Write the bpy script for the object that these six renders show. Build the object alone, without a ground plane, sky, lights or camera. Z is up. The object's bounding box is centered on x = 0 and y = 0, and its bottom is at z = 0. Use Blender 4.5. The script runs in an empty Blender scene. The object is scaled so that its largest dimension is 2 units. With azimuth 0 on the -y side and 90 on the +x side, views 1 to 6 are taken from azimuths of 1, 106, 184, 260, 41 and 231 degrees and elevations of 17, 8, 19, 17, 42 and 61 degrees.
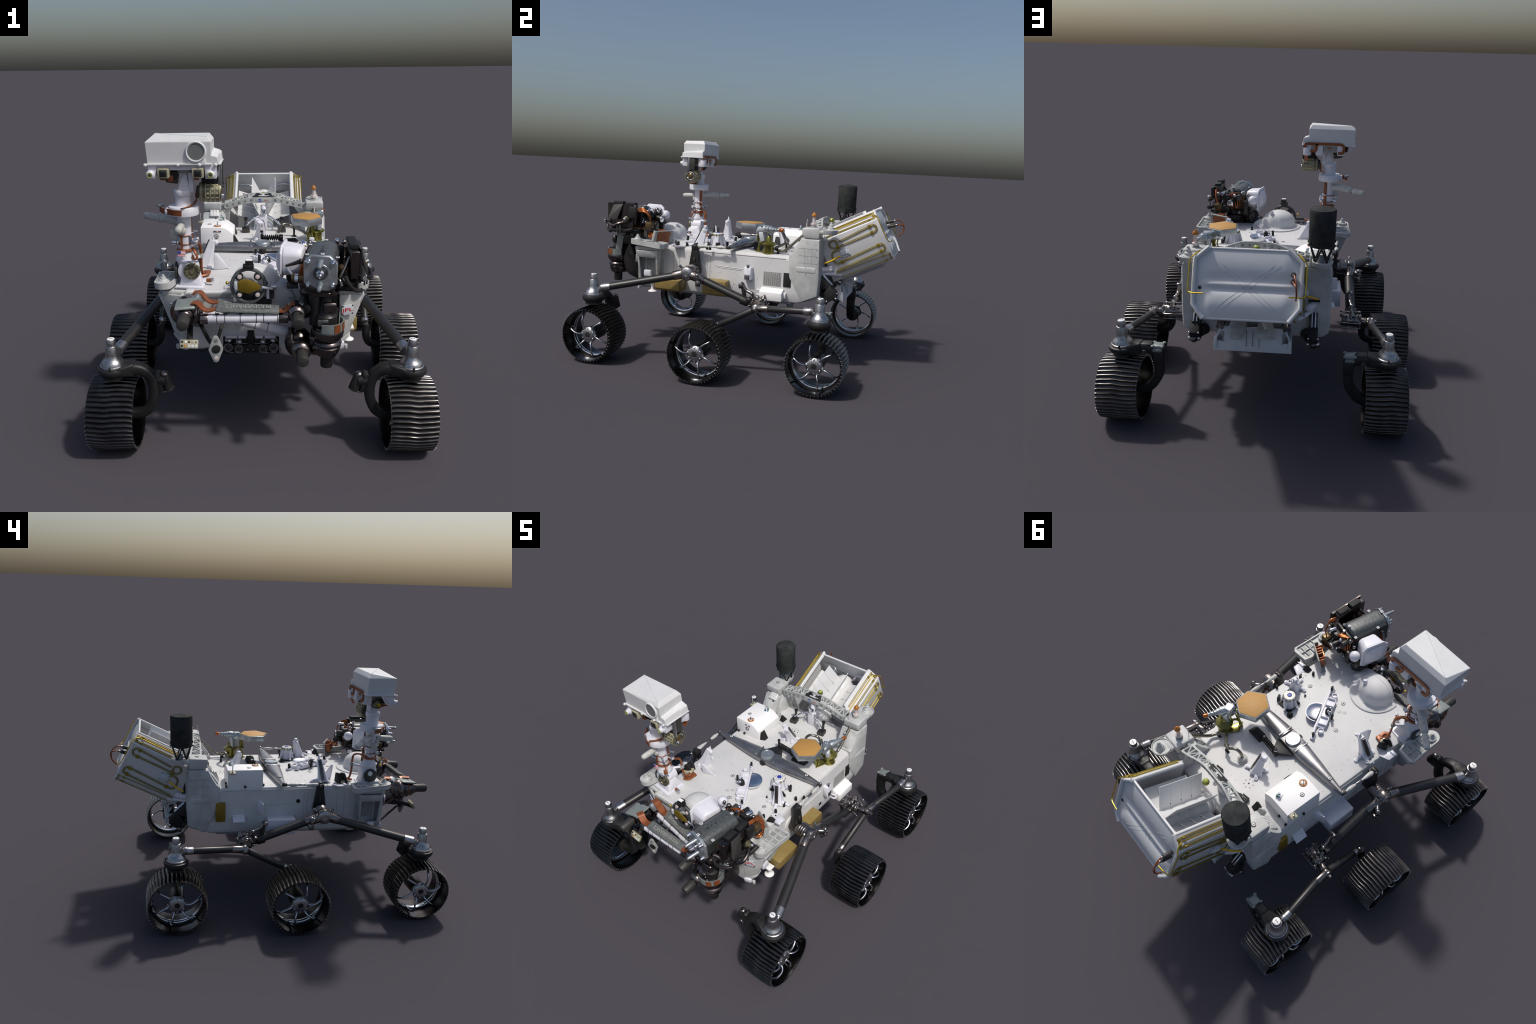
# Six-wheeled planetary exploration rover, built part by part.
# Frame: metres, z up, front of the rover toward -y.
import bpy, bmesh, math, random
from mathutils import Vector, Matrix, Euler

random.seed(7)
V = Vector
COL = bpy.context.scene.collection

# ------------------------------------------------------------------ materials
def srgb(r, g, b):
    f = lambda c: (c / 12.92 if c <= .04045 else ((c + .055) / 1.055) ** 2.4)
    return (f(r / 255), f(g / 255), f(b / 255), 1)

MATS = {}
def mat(name, rgb, rough=.5, metal=0., var=.0, scale=20., rgb2=None, bump=0., bscale=120., spec=.5, coat=0.,
        stretch=(1, 1, 1), sharp=(.35, .65)):
    m = bpy.data.materials.new(name)
    m.use_nodes = True
    nt = m.node_tree
    b = nt.nodes['Principled BSDF']
    b.inputs['Base Color'].default_value = srgb(*rgb)
    b.inputs['Roughness'].default_value = rough
    b.inputs['Metallic'].default_value = metal
    b.inputs['Specular IOR Level'].default_value = spec
    b.inputs['Coat Weight'].default_value = coat
    tc = nt.nodes.new('ShaderNodeTexCoord')
    mp = nt.nodes.new('ShaderNodeMapping')
    mp.inputs['Scale'].default_value = stretch
    nt.links.new(tc.outputs['Object'], mp.inputs['Vector'])
    nz = nt.nodes.new('ShaderNodeTexNoise')
    nz.inputs['Scale'].default_value = scale
    nz.inputs['Detail'].default_value = 6
    nz.inputs['Roughness'].default_value = .6
    nt.links.new(mp.outputs['Vector'], nz.inputs['Vector'])
    if rgb2 is None:
        k = 1 - var
        rgb2 = tuple(c * k for c in rgb)
    rp = nt.nodes.new('ShaderNodeValToRGB')
    rp.color_ramp.elements[0].position = sharp[0]
    rp.color_ramp.elements[1].position = sharp[1]
    rp.color_ramp.elements[0].color = srgb(*rgb2)
    rp.color_ramp.elements[1].color = srgb(*rgb)
    nt.links.new(nz.outputs['Fac'], rp.inputs['Fac'])
    nt.links.new(rp.outputs['Color'], b.inputs['Base Color'])
    if bump:
        n2 = nt.nodes.new('ShaderNodeTexNoise')
        n2.inputs['Scale'].default_value = bscale
        n2.inputs['Detail'].default_value = 4
        nt.links.new(mp.outputs['Vector'], n2.inputs['Vector'])
        bp = nt.nodes.new('ShaderNodeBump')
        bp.inputs['Strength'].default_value = bump
        bp.inputs['Distance'].default_value = .004
        nt.links.new(n2.outputs['Fac'], bp.inputs['Height'])
        nt.links.new(bp.outputs['Normal'], b.inputs['Normal'])
    MATS[name] = m
    return m

mat('white_paint', (211, 211, 211), .55, var=.035, scale=9, spec=.35)
mat('head_white', (214, 215, 216), .5, var=.03, scale=15, spec=.4)
mat('pure_white', (243, 242, 242), .5, var=.02, scale=15)
mat('bracket_white', (222, 222, 230), .4, var=.04, scale=20)
mat('tower_white', (196, 198, 197), .5, var=.12, scale=14, bump=.15, bscale=60)
mat('grey_paint', (160, 163, 162), .5, var=.12, scale=25)
mat('radiator_white', (216, 217, 218), .36, var=.03, scale=8)
mat('tube_black', (38, 37, 38), .42, var=.15, scale=20, spec=.6)
mat('yoke_black', (30, 30, 31), .5, var=.15, scale=30)
mat('black_matt', (20, 20, 21), .7, var=.1, scale=30)
mat('cover_black', (58, 60, 60), .85, rgb2=(40, 42, 42), scale=22, bump=.5, bscale=45, spec=.2)
mat('wheel_metal', (88, 86, 85), .25, 1., rgb2=(66, 64, 64), scale=14)
mat('spoke_metal', (205, 210, 218), .2, 1., var=.1, scale=30)
mat('steel', (168, 166, 166), .3, 1., rgb2=(120, 118, 118), scale=60, bump=.1)
mat('cast_steel', (192, 192, 194), .34, 1., rgb2=(150, 150, 152), scale=90, bump=.2, bscale=150)
mat('joint_metal', (150, 142, 138), .24, 1., var=.15, scale=25)
mat('arm_metal', (114, 106, 105), .25, 1., var=.2, scale=12)
mat('arm_dark', (52, 50, 50), .4, .4, var=.15, scale=20)
mat('motor_grey', (66, 65, 63), .5, .3, var=.12, scale=30)
mat('diff_metal', (158, 158, 160), .33, .85, rgb2=(128, 128, 130), scale=10)
mat('chrome', (225, 228, 235), .14, 1., var=.05)
mat('plate_silver', (185, 192, 196), .32, .75, var=.1, scale=40)
mat('gold_paint', (152, 130, 76), .4, .15, var=.08, scale=20)
mat('gold_dark', (150, 125, 40), .35, .4, var=.15, scale=30)
mat('olive_gold', (152, 146, 76), .2, .75, var=.2, scale=30)
mat('tube_gold', (152, 134, 48), .32, .5, var=.15, scale=40)
mat('bright_gold', (212, 180, 60), .25, .8, var=.1)
mat('yellow_paint', (226, 176, 20), .4)
mat('copper_ribbon', (150, 88, 52), .4, .25, rgb2=(122, 68, 38), scale=20)
mat('copper_wire', (196, 112, 60), .3, .6, var=.2, scale=40)
mat('tan_face', (186, 140, 74), .6, var=.06, scale=150)
mat('orange_cap', (184, 116, 42), .4, var=.2, scale=90)
mat('pinkish_white', (208, 196, 192), .5, var=.1, scale=60)
mat('carbon_grey', (92, 96, 97), .42, .2, rgb2=(72, 76, 78), scale=70)
mat('carbon_dark', (60, 63, 65), .4, .2, var=.2, scale=40)
mat('pad_grey', (132, 140, 138), .4, .2, var=.1, scale=30)
mat('drill_bronze', (120, 100, 66), .35, .6, var=.25, scale=30)
mat('lens_glass', (20, 26, 24), .06, coat=1)
mat('window_grey', (112, 116, 116), .12, coat=.6)
mat('lens_green', (150, 160, 70), .25)
mat('khaki_metal', (134, 130, 104), .4, .5, rgb2=(90, 88, 70), scale=60)
mat('khaki_face', (178, 172, 145), .5, var=.1, scale=60)
mat('mark_white', (238, 238, 238), .5)
mat('mark_black', (34, 34, 36), .5)
mat('mark_red', (196, 44, 46), .5)
mat('mark_blue', (40, 62, 150), .45)
mat('mark_green', (60, 120, 70), .5)
mat('truss_grey', (182, 185, 183), .5, var=.1, scale=40)
mat('sleeve_grey', (104, 107, 105), .6, rgb2=(84, 88, 87), scale=60, bump=.2)
mat('text_grey', (146, 148, 146), .6)
mat('bolt_grey', (132, 132, 132), .5, .3)
mat('line_grey', (186, 187, 186), .5)
mat('vent_grey', (150, 151, 150), .5, rgb2=(110, 112, 112), scale=300)
mat('strip_metal', (120, 116, 112), .3, .9, var=.2, scale=30)
mat('tube_steel', (150, 146, 134), .28, .95, var=.15, scale=30)
mat('rail_white', (196, 196, 192), .45, var=.12, scale=40)
mat('plate_white', (205, 210, 216), .45, var=.05, scale=30)

# ------------------------------------------------------------------ mesh builder
def frame(d, up=V((0, 0, 1))):
    """3x3 matrix whose z column is d."""
    z = V(d).normalized()
    if abs(z.dot(up)) > .98:
        up = V((0, 1, 0)) if abs(z.y) < .9 else V((1, 0, 0))
    x = up.cross(z).normalized()
    y = z.cross(x)
    return Matrix((x, y, z)).transposed()

def smooth_path(pts, k=6, closed=False):
    """Catmull-Rom through the points."""
    P = [V(p) for p in pts]
    n = len(P)
    out = []
    rng = range(n) if closed else range(n - 1)
    for i in rng:
        if closed:
            a, b, c, d = P[(i - 1) % n], P[i], P[(i + 1) % n], P[(i + 2) % n]
        else:
            b, c = P[i], P[i + 1]
            a = P[i - 1] if i else b * 2 - c
            d = P[i + 2] if i + 2 < n else c * 2 - b
        for j in range(k):
            t = j / k
            out.append(.5 * ((2 * b) + (c - a) * t + (2 * a - 5 * b + 4 * c - d) * t * t + (3 * b - a - 3 * c + d) * t ** 3))
    if not closed:
        out.append(P[-1])
    return out

class Part:
    def __init__(s):
        s.v = []; s.f = []; s.m = []; s.names = []
    def mi(s, name):
        if name not in s.names:
            s.names.append(name)
        return s.names.index(name)
    def add(s, verts, faces, mt):
        o = len(s.v); k = s.mi(mt)
        s.v += [tuple(p) for p in verts]
        for f in faces:
            s.f.append([o + i for i in f]); s.m.append(k)
    def add_bm(s, bm, mt):
        bm.verts.ensure_lookup_table()
        for i, v in enumerate(bm.verts):
            v.index = i
        s.add([v.co.copy() for v in bm.verts], [[v.index for v in f.verts] for f in bm.faces], mt)
        bm.free()
    # ---- primitives
    def box(s, c, size, mt, rot=None, bev=.0025, seg=2):
        bm = bmesh.new()
        bmesh.ops.create_cube(bm, size=1)
        for v in bm.verts:
            v.co = V((v.co.x * size[0], v.co.y * size[1], v.co.z * size[2]))
        bev = min(bev, min(size) * .45)
        if bev > 0:
            bmesh.ops.bevel(bm, geom=bm.edges[:], offset=bev, segments=seg, profile=.5, affect='EDGES')
        R = Matrix.Identity(3)
        if rot is not None:
            R = rot if isinstance(rot, Matrix) else Euler([math.radians(a) for a in rot]).to_matrix()
        for v in bm.verts:
            v.co = R @ v.co + V(c)
        s.add_bm(bm, mt)
    def bounds(s, lo, hi, mt, bev=.0025, seg=2):
        lo = V(lo); hi = V(hi)
        s.box((lo + hi) / 2, [abs(a) for a in (hi - lo)], mt, None, bev, seg)
    def prism(s, pts, vec, mt, bev=.002, seg=2):
        """planar polygon extruded by a vector"""
        bm = bmesh.new()
        vs = [bm.verts.new(V(p)) for p in pts]
        f = bm.faces.new(vs)
        r = bmesh.ops.extrude_face_region(bm, geom=[f])
        for g in r['geom']:
            if isinstance(g, bmesh.types.BMVert):
                g.co += V(vec)
        bmesh.ops.recalc_face_normals(bm, faces=bm.faces[:])
        if bev > 0:
            bmesh.ops.bevel(bm, geom=bm.edges[:], offset=bev, segments=seg, profile=.5, affect='EDGES', clamp_overlap=True)
        s.add_bm(bm, mt)
    def hull(s, pts, mt, bev=.002, seg=2):
        bm = bmesh.new()
        for p in pts:
            bm.verts.new(V(p))
        r = bmesh.ops.convex_hull(bm, input=bm.verts[:])
        bmesh.ops.dissolve_limit(bm, angle_limit=.02, verts=bm.verts[:], edges=bm.edges[:])
        if bev > 0:
            bmesh.ops.bevel(bm, geom=bm.edges[:], offset=bev, segments=seg, profile=.5, affect='EDGES', clamp_overlap=True)
        s.add_bm(bm, mt)
    def loft(s, rings, mt, cap=True, closed=True):
        n = len(rings[0]); vs = []; fs = []
        for r in rings:
            vs += [V(p) for p in r]
        for i in range(len(rings) - 1):
            for j in range(n if closed else n - 1):
                k = (j + 1) % n
                fs.append((i * n + j, i * n + k, (i + 1) * n + k, (i + 1) * n + j))
        if cap:
            fs.append(tuple(range(n)))
            fs.append(tuple((len(rings) - 1) * n + j for j in range(n)))
        s.add(vs, fs, mt)
    def lathe(s, prof, org, axis, mt, n=28, up=V((0, 0, 1))):
        """prof: list of (radius, height along axis)"""
        R = frame(axis, up); org = V(org); rings = []
        for r, h in prof:
            r = max(r, 1e-4)
            rings.append([org + R @ V((r * math.cos(2 * math.pi * i / n), r * math.sin(2 * math.pi * i / n), h)) for i in range(n)])
        s.loft(rings, mt)
    def cyl(s, p0, p1, r0, mt, r1=None, n=24, bev=.0015):
        p0 = V(p0); p1 = V(p1); L = (p1 - p0).length
        r1 = r0 if r1 is None else r1
        b = min(bev, L * .3, r0 * .4 + 1e-5, r1 * .4 + 1e-5)
        if b > 2e-4:
            pr = [(r0 - b, 0), (r0 - b * .3, b * .3), (r0, b), (r1, L - b), (r1 - b * .3, L - b * .3), (r1 - b, L)]
        else:
            pr = [(r0, 0), (r1, L)]
        s.lathe(pr, p0, p1 - p0, mt, n)
    def pipe(s, p0, p1, ro, ri, mt, n=28):
        L = (V(p1) - V(p0)).length
        b = (ro - ri) * .15
        R = frame(V(p1) - V(p0)); rings = []
        for r, h in [(ri, 0), (ro - b, 0), (ro, b), (ro, L - b), (ro - b, L), (ri, L)]:
            rings.append([V(p0) + R @ V((r * math.cos(2 * math.pi * i / n), r * math.sin(2 * math.pi * i / n), h)) for i in range(n)])
        rings.append(rings[0])
        s.loft(rings, mt, cap=False)
    def tube(s, pts, r, mt, n=10, k=6, smooth=True, closed=False, flat=1., up=None, square=1.):
        """swept tube; r may be a function of 0..1, flat squashes the section along its second axis"""
        P = smooth_path(pts, k, closed) if smooth else [V(p) for p in pts]
        m = len(P); rings = []
        prev = None
        for i, p in enumerate(P):
            if closed:
                t = P[(i + 1) % m] - P[(i - 1) % m]
            else:
                t = P[min(i + 1, m - 1)] - P[max(i - 1, 0)]
            t.normalize()
            if prev is None:
                R = frame(t, V(up) if up else V((0, 0, 1)))
                x = R.col[0].copy()
            else:
                x = prev - t * prev.dot(t); x.normalize()
            if up is not None:
                u = V(up); x = u.cross(t)
                if x.length < 1e-3: x = prev
                x.normalize()
            prev = x; y = t.cross(x)
            rr = r(i / (m - 1)) if callable(r) else r
            se = lambda c_: math.copysign(abs(c_) ** square, c_)      # square < 1 gives a box-like section
            rings.append([p + x * rr * se(math.cos(2 * math.pi * j / n)) + y * rr * flat * se(math.sin(2 * math.pi * j / n)) for j in range(n)])
        if closed:
            rings.append(rings[0])
        s.loft(rings, mt, cap=not closed)
    def ribbon(s, pts, w, th, mt, up=(0, 0, 1), k=6, smooth=True):
        """flat strip with thickness; width lies along up x tangent"""
        P = smooth_path(pts, k) if smooth else [V(p) for p in pts]
        m = len(P); rings = []
        for i, p in enumerate(P):
            t = (P[min(i + 1, m - 1)] - P[max(i - 1, 0)]).normalized()
            x = V(up).cross(t).normalized(); y = t.cross(x)
            rings.append([p + x * (w / 2) * a + y * (th / 2) * b for a, b in ((-1, -1), (1, -1), (1, 1), (-1, 1))])
        s.loft(rings, mt)
    def sphere(s, c, r, mt, scale=(1, 1, 1), n=20, rot=None):
        bm = bmesh.new()
        bmesh.ops.create_uvsphere(bm, u_segments=n, v_segments=max(6, n * 2 // 3), radius=r)
        R = rot if rot is not None else Matrix.Identity(3)
        for v in bm.verts:
            v.co = R @ V((v.co.x * scale[0], v.co.y * scale[1], v.co.z * scale[2])) + V(c)
        s.add_bm(bm, mt)
    def torus(s, c, axis, R, r, mt, n=36, m=10):
        F = frame(axis); rings = []
        for i in range(n + 1):
            a = 2 * math.pi * i / n
            d = F @ V((math.cos(a), math.sin(a), 0)); z = F.col[2]
            rings.append([V(c) + d * (R + r * math.cos(2 * math.pi * j / m)) + z * r * math.sin(2 * math.pi * j / m) for j in range(m)])
        s.loft(rings, mt, cap=False)
    def bolt(s, p, nrm, r, mt='bolt_grey', h=.0015):
        s.cyl(V(p) - V(nrm).normalized() * .001, V(p) + V(nrm).normalized() * h, r, mt, n=10, bev=.0004)
    # ---- finish
    def mesh(s, name, angle=38):
        me = bpy.data.meshes.new(name)
        me.from_pydata(s.v, [], s.f)
        for n in s.names:
            me.materials.append(MATS[n])
        me.polygons.foreach_set('material_index', s.m)
        bm = bmesh.new(); bm.from_mesh(me)
        bmesh.ops.remove_doubles(bm, verts=bm.verts[:], dist=1e-6)
        bmesh.ops.recalc_face_normals(bm, faces=bm.faces[:])
        bm.to_mesh(me); bm.free()
        me.polygons.foreach_set('use_smooth', [True] * len(me.polygons))
        me.set_sharp_from_angle(angle=math.radians(angle))
        me.update()
        return me
    def mirrored(s):
        q = Part(); q.names = list(s.names); q.m = list(s.m)
        q.v = [(-x, y, z) for x, y, z in s.v]
        q.f = [list(reversed(f)) for f in s.f]
        return q
    def make(s, name, parent, angle=38, stuff=False, loc=None):
        o = bpy.data.objects.new(name, s.mesh(name, angle))
        COL.objects.link(o); o.parent = parent
        if loc is not None:
            o.location = loc
        if stuff:
            o['kind'] = 'stuff'
        return o

def inst(me, name, parent, loc=(0, 0, 0), rot=(0, 0, 0)):
    o = bpy.data.objects.new(name, me)
    COL.objects.link(o); o.parent = parent
    o.location = loc; o.rotation_euler = rot
    return o

def text(body, name, parent, size, M4, mt, depth=.0008, align='CENTER'):
    """raised lettering; the curve is turned into a mesh"""
    cu = bpy.data.curves.new(name, 'FONT')
    cu.body = body; cu.size = size; cu.extrude = depth
    cu.align_x = align; cu.align_y = 'CENTER'; cu.resolution_u = 3
    t = bpy.data.objects.new(name, cu)
    COL.objects.link(t)
    dg = bpy.context.evaluated_depsgraph_get()
    me = bpy.data.meshes.new_from_object(t.evaluated_get(dg))
    bpy.data.objects.remove(t)
    me.transform(M4)
    me.materials.clear(); me.materials.append(MATS[mt])
    o = bpy.data.objects.new(name, me)
    COL.objects.link(o); o.parent = parent
    return o

def basis(c, x, y):
    """4x4 with local x, y directions"""
    x = V(x).normalized(); y = V(y); y = (y - x * y.dot(x)).normalized(); z = x.cross(y)
    M = Matrix((x, y, z)).transposed().to_4x4(); M.translation = V(c)
    return M

def mx(p, s):
    return (p[0] * s, p[1], p[2])

# ------------------------------------------------------------------ the thing
rover = bpy.data.objects.new('planetary_rover', None)
COL.objects.link(rover)
rover['label'] = 'white six-wheeled planetary rover with camera mast and robotic arm'
rover['category'] = 'space rover'

DECK = .730

# ------------------------------------------------------------------ chassis
c = Part()
# main body: octagonal-cornered plan, slightly rounded top edges
plan = [(-.36, -.687), (.36, -.687), (.369, -.60), (.371, -.45), (.371, .42), (.366, .545), (-.366, .545), (-.371, .42), (-.371, -.45), (-.369, -.60)]
def ring(k, z, inset):
    return [(x - math.copysign(inset, x), y - math.copysign(inset, y) * .6, z) for x, y in k]
def lift(rg, k):      # the belly rises toward the rear
    return [(x, y, z + (k * max(0, (y - .42) / .135))) for x, y, z in rg]
c.loft([lift(ring(plan, .432, .022), .045), lift(ring(plan, .442, .008), .042), lift(ring(plan, .47, .0), .025), ring(plan, .52, .0), ring(plan, .70, .0), ring(plan, .717, .0025), ring(plan, .726, .009), ring(plan, DECK, .020)], 'white_paint')
chassis = c.make('chassis', rover, 30)

# front lip strip, seam strips, side detail
d = Part()
d.box((-.10, -.690, .712), (.50, .010, .022), 'grey_paint', bev=.002)
for x in (-.33, -.27, -.22, -.17, -.10):
    d.box((x, -.6945, .712), (.0015, .004, .02), 'line_grey', bev=0)
for x in (-.346, -.215, .14):
    d.bolt((x, -.694, .708), (0, -1, 0), .0035, 'bolt_grey')
d.box((0, -.10, .428), (.70, .95, .012), 'grey_paint', bev=.004)
# underside box front
d.hull([(x, y, z) for x in (-.33, .33) for y, z in ((-.676, .50), (-.676, .432), (-.60, .425), (-.60, .50))], 'white_paint', bev=.006)
for s in (1, -1):
    # vertical seams and a raised harness line along the flank
    for y in (-.43, -.19, -.17, -.385):
        d.box((s * .3715, y, .59), (.003, .002, .20), 'line_grey', bev=0)
    d.box((s * .371, .06, .712), (.003, .55, .002), 'line_grey', bev=0)
    d.tube([(s * .3715, -.145, .65), (s * .3715, -.13, .633), (s * .3715, -.10, .628), (s * .3715, .05, .622)], .0022, 'white_paint', n=8)
    d.tube([(s * .3715, -.13, .625), (s * .3715, -.10, .619), (s * .3715, .05, .613)], .0018, 'white_paint', n=8)
d.make('body_trim', chassis, stuff=True)

# scattered fasteners on the deck and flanks
b = Part()
for i in range(95):
    x = random.uniform(-.35, .35); y = random.uniform(-.64, .5)
    b.cyl((x, y, DECK - .001), (x, y, DECK + .0012), random.choice((.0016, .002, .0024)), 'bolt_grey', n=8, bev=.0003)
def cluster(cx, cy, rot=0):
    for i in range(7):
        a = i / 7 * 6.283 + rot
        b.cyl((cx + .026 * math.cos(a), cy + .026 * math.sin(a), DECK - .001), (cx + .026 * math.cos(a), cy + .026 * math.sin(a), DECK + .0012), .0042, 'bolt_grey', n=10, bev=.0004)
    b.cyl((cx, cy, DECK - .001), (cx, cy, DECK + .0014), .005, 'mark_black', n=10, bev=.0004)
cluster(-.045, .315); cluster(-.345, -.30, .4); cluster(.345, -.375, .2)
for s in (1, -1):
    for i in range(60):
        y = random.uniform(-.44, .42); z = random.uniform(.46, .70)
        b.cyl((s * .369, y, z), (s * .3725, y, z), random.choice((.0016, .002)), 'bolt_grey', n=8, bev=.0003)
b.make('fastener', chassis, stuff=True)

# fiducial targets: white disc, black ring, black cross bars
f = Part()
f.cyl((0, 0, -.001), (0, 0, .0012), .0125, 'mark_black', n=24, bev=.0004)
f.cyl((0, 0, 0), (0, 0, .0018), .0092, 'mark_white', n=24, bev=.0003)
for a in (0, 1):
    f.box((0, .0045 * (1 if a else -1), .002), (.0045, .005, .001), 'mark_black', bev=0)
f.box((0, 0, .0021), (.012, .0024, .001), 'mark_black', bev=0)
fid = f.mesh('fiducial_marker')
for x, y, z in ((.246, -.361, DECK), (-.082, -.275, DECK), (.135, -.445, DECK), (.03, -.43, DECK), (-.317, .172, .8395), (-.325, .489, .9205)):
    inst(fid, 'fiducial_marker', chassis, (x, y, z), (0, 0, random.uniform(-.3, .3)))
# printed grey pads on the deck
p = Part()
for x, y in ((-.02, -.395), (.004, -.375), (-.30, -.66), (-.275, -.655)):
    p.box((x, y, DECK + .0006), (.022, .018, .0014), 'line_grey', rot=(0, 0, 20), bev=.0003)
p.make('deck_pad', chassis, stuff=True)

# ---- front corner wedges (arm / stowage brackets) with teardrop trays on top
for s in (1, -1):
    w = Part()
    X = lambda x: s * x
    # front wedge panel
    w.prism([(X(.365), -.694, .712), (X(.489), -.640, .700), (X(.421), -.648, .505), (X(.36), -.690, .475)], (0, .014, 0), 'tower_white', bev=.003)
    # rear wedge panel
    w.prism([(X(.385), -.52, .712), (X(.489), -.505, .703), (X(.421), -.53, .52), (X(.385), -.53, .50)], (0, .014, 0), 'tower_white', bev=.003)
    # header beam between the panels
    w.hull([(X(.478), -.645, .700), (X(.490), -.645, .698), (X(.478), -.500, .702), (X(.490), -.500, .700),
            (X(.464), -.645, .652), (X(.472), -.645, .652), (X(.464), -.500, .652), (X(.472), -.500, .652)], 'tower_white', bev=.004)
    # recess back wall with dark panel
    w.bounds((X(.35), -.675, .47), (X(.379), -.50, .71), 'tower_white', bev=.004)
    w.bounds((X(.376), -.60, .52), (X(.3825), -.545, .65), 'grey_paint', bev=.002)
    w.bounds((X(.376), -.625, .50), (X(.395), -.61, .68), 'tower_white', bev=.002)
    # foot
    w.hull([(X(.345), -.690, .475), (X(.43), -.655, .505), (X(.375), -.678, .435), (X(.345), -.685, .435), (X(.345), -.60, .475), (X(.42), -.60, .505), (X(.375), -.60, .435)], 'tower_white', bev=.006)
    w.bounds((X(.31), -.66, .70), (X(.47), -.50, .722), 'tower_white', bev=.006)
    wedge = w.make('corner_bracket', chassis)
    t = Part()
    # tray outline: round nose at the front, widening toward the rear
    out = []
    cx, cy, r = .462, -.646, .043
    for i in range(13):
        a = math.radians(200 + i * (350 - 200) / 12)
        out.append((cx + r * math.cos(a), cy + r * math.sin(a)))
    out += [(.506, -.60), (.515, -.462), (.495, -.445), (.405, -.452), (.392, -.50), (.41, -.60)]
    zt = lambda y: .752 - .0 * (y + .69) + (.030 * (y + .45) / -.24)*.6
    bot = [(X(x * .985 + .006), y, zt(y) - .030) for x, y in out]
    top = [(X(x), y, zt(y)) for x, y in out]
    ctr = V((X(.455), -.56, 0))
    inn = [V((p[0], p[1], 0)) * .86 + ctr * .14 for p in top]
    inn = [(q.x, q.y, zt(q.y)) for q in inn]
    inb = [(q[0], q[1], q[2] - .012) for q in inn]
    t.loft([bot, top, inn, inb], 'tower_white')
    # cup and cone at the nose
    z0 = zt(-.646) - .012
    t.lathe([(.030, 0), (.030, .014), (.026, .016), (.022, .016), (.018, .024), (.014, .026), (.012, .034), (.008, .036), (.007, .044), (.003, .046)], (X(.462), -.646, z0), (0, 0, 1), 'tower_white', 24)
    for yy in (-.575, -.535, -.495):
        t.bounds((X(.415), yy - .002, zt(yy) - .013), (X(.498), yy + .002, zt(yy) - .002), 'tower_white', bev=.001)
    t.bounds((X(.453), -.60, zt(-.53) - .013), (X(.457), -.46, zt(-.53) - .003), 'tower_white', bev=.001)
    for yy in (-.555, -.515, -.475):
        for xx in (.434, .477):
            t.box((X(xx), yy, zt(yy) - .0135), (.034, .032, .004), 'grey_paint', bev=.001)
    t.bolt((X(.502), -.467, zt(-.467)), (0, 0, 1), .005)
    t.make('bracket_tray', wedge)
    # white calibration bell under the bracket
    q = Part()
    if s > 0:
        q.lathe([(.0285, 0), (.029, .003), (.012, .012), (.008, .03), (.012, .04), (.012, .06)], (X(.430), -.548, .425), (0, 0, 1), 'pure_white', 24)
        q.box((X(.43), -.55, .492), (.05, .045, .012), 'pure_white', bev=.003)
        q.box((X(.425), -.585, .545), (.03, .05, .04), 'bracket_white', bev=.006)
    else:
        q.box((X(.41), -.60, .48), (.03, .04, .03), 'pure_white', bev=.006)
    q.box((X(.372), -.672, .452), (.05, .03, .045), 'bracket_white', rot=(10, 0, 20 * s), bev=.012)
    q.cyl((X(.405), -.66, .428), (X(.405), -.66, .45), .009, 'tower_white')
    q.make('bracket_fitting', wedge)

# emblem plates
e = Part()
Rf = Euler((0, 0, math.radians(23.5))).to_matrix()
e.box((.405, -.6825, .636), (.062, .004, .050), 'plate_white', rot=Rf, bev=.001)
for ax, az in ((-.026, .020), (.026, .020), (-.026, -.020), (.026, -.020)):
    pz = V((.405, -.6825, .636)) + Rf @ V((ax, -.002, az)); e.bolt(pz, Rf @ V((0, -1, 0)), .004, 'mark_black')
e.make('name_plate', chassis)
text('JPL', 'plate_lettering', chassis, .030, basis(V((.405, -.6825, .636)) + Rf @ V((0, -.003, .0)), Rf @ V((1.25, 0, 0)), (0, 0, 1)) @ Matrix.Diagonal((1.55, .8, 1, 1)), 'mark_red')
e = Part()
Rg = Euler((0, 0, math.radians(-23.5))).to_matrix()
cz = V((-.405, -.6825, .640))
e.box(cz, (.056, .004, .050), 'plate_white', rot=Rg, bev=.001)
e.cyl(cz + Rg @ V((0, -.001, 0)), cz + Rg @ V((0, -.004, 0)), .0215, 'mark_blue', n=28, bev=.0005)
e.box(cz + Rg @ V((0, -.0042, .001)), (.046, .0012, .0022), 'mark_red', rot=Rg @ Euler((0, math.radians(-25), 0)).to_matrix(), bev=0)
for ax, az in ((-.024, .021), (.024, .021), (-.024, -.021), (.024, -.021)):
    e.bolt(cz + Rg @ V((ax, -.002, az)), Rg @ V((0, -1, 0)), .0035, 'mark_black')
e.make('round_emblem', chassis)
text('NASA', 'emblem_lettering', chassis, .0135, basis(cz + Rg @ V((0, -.0046, 0)), Rg @ V((1, 0, 0)), (0, 0, 1)), 'mark_white', .0006)

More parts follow.
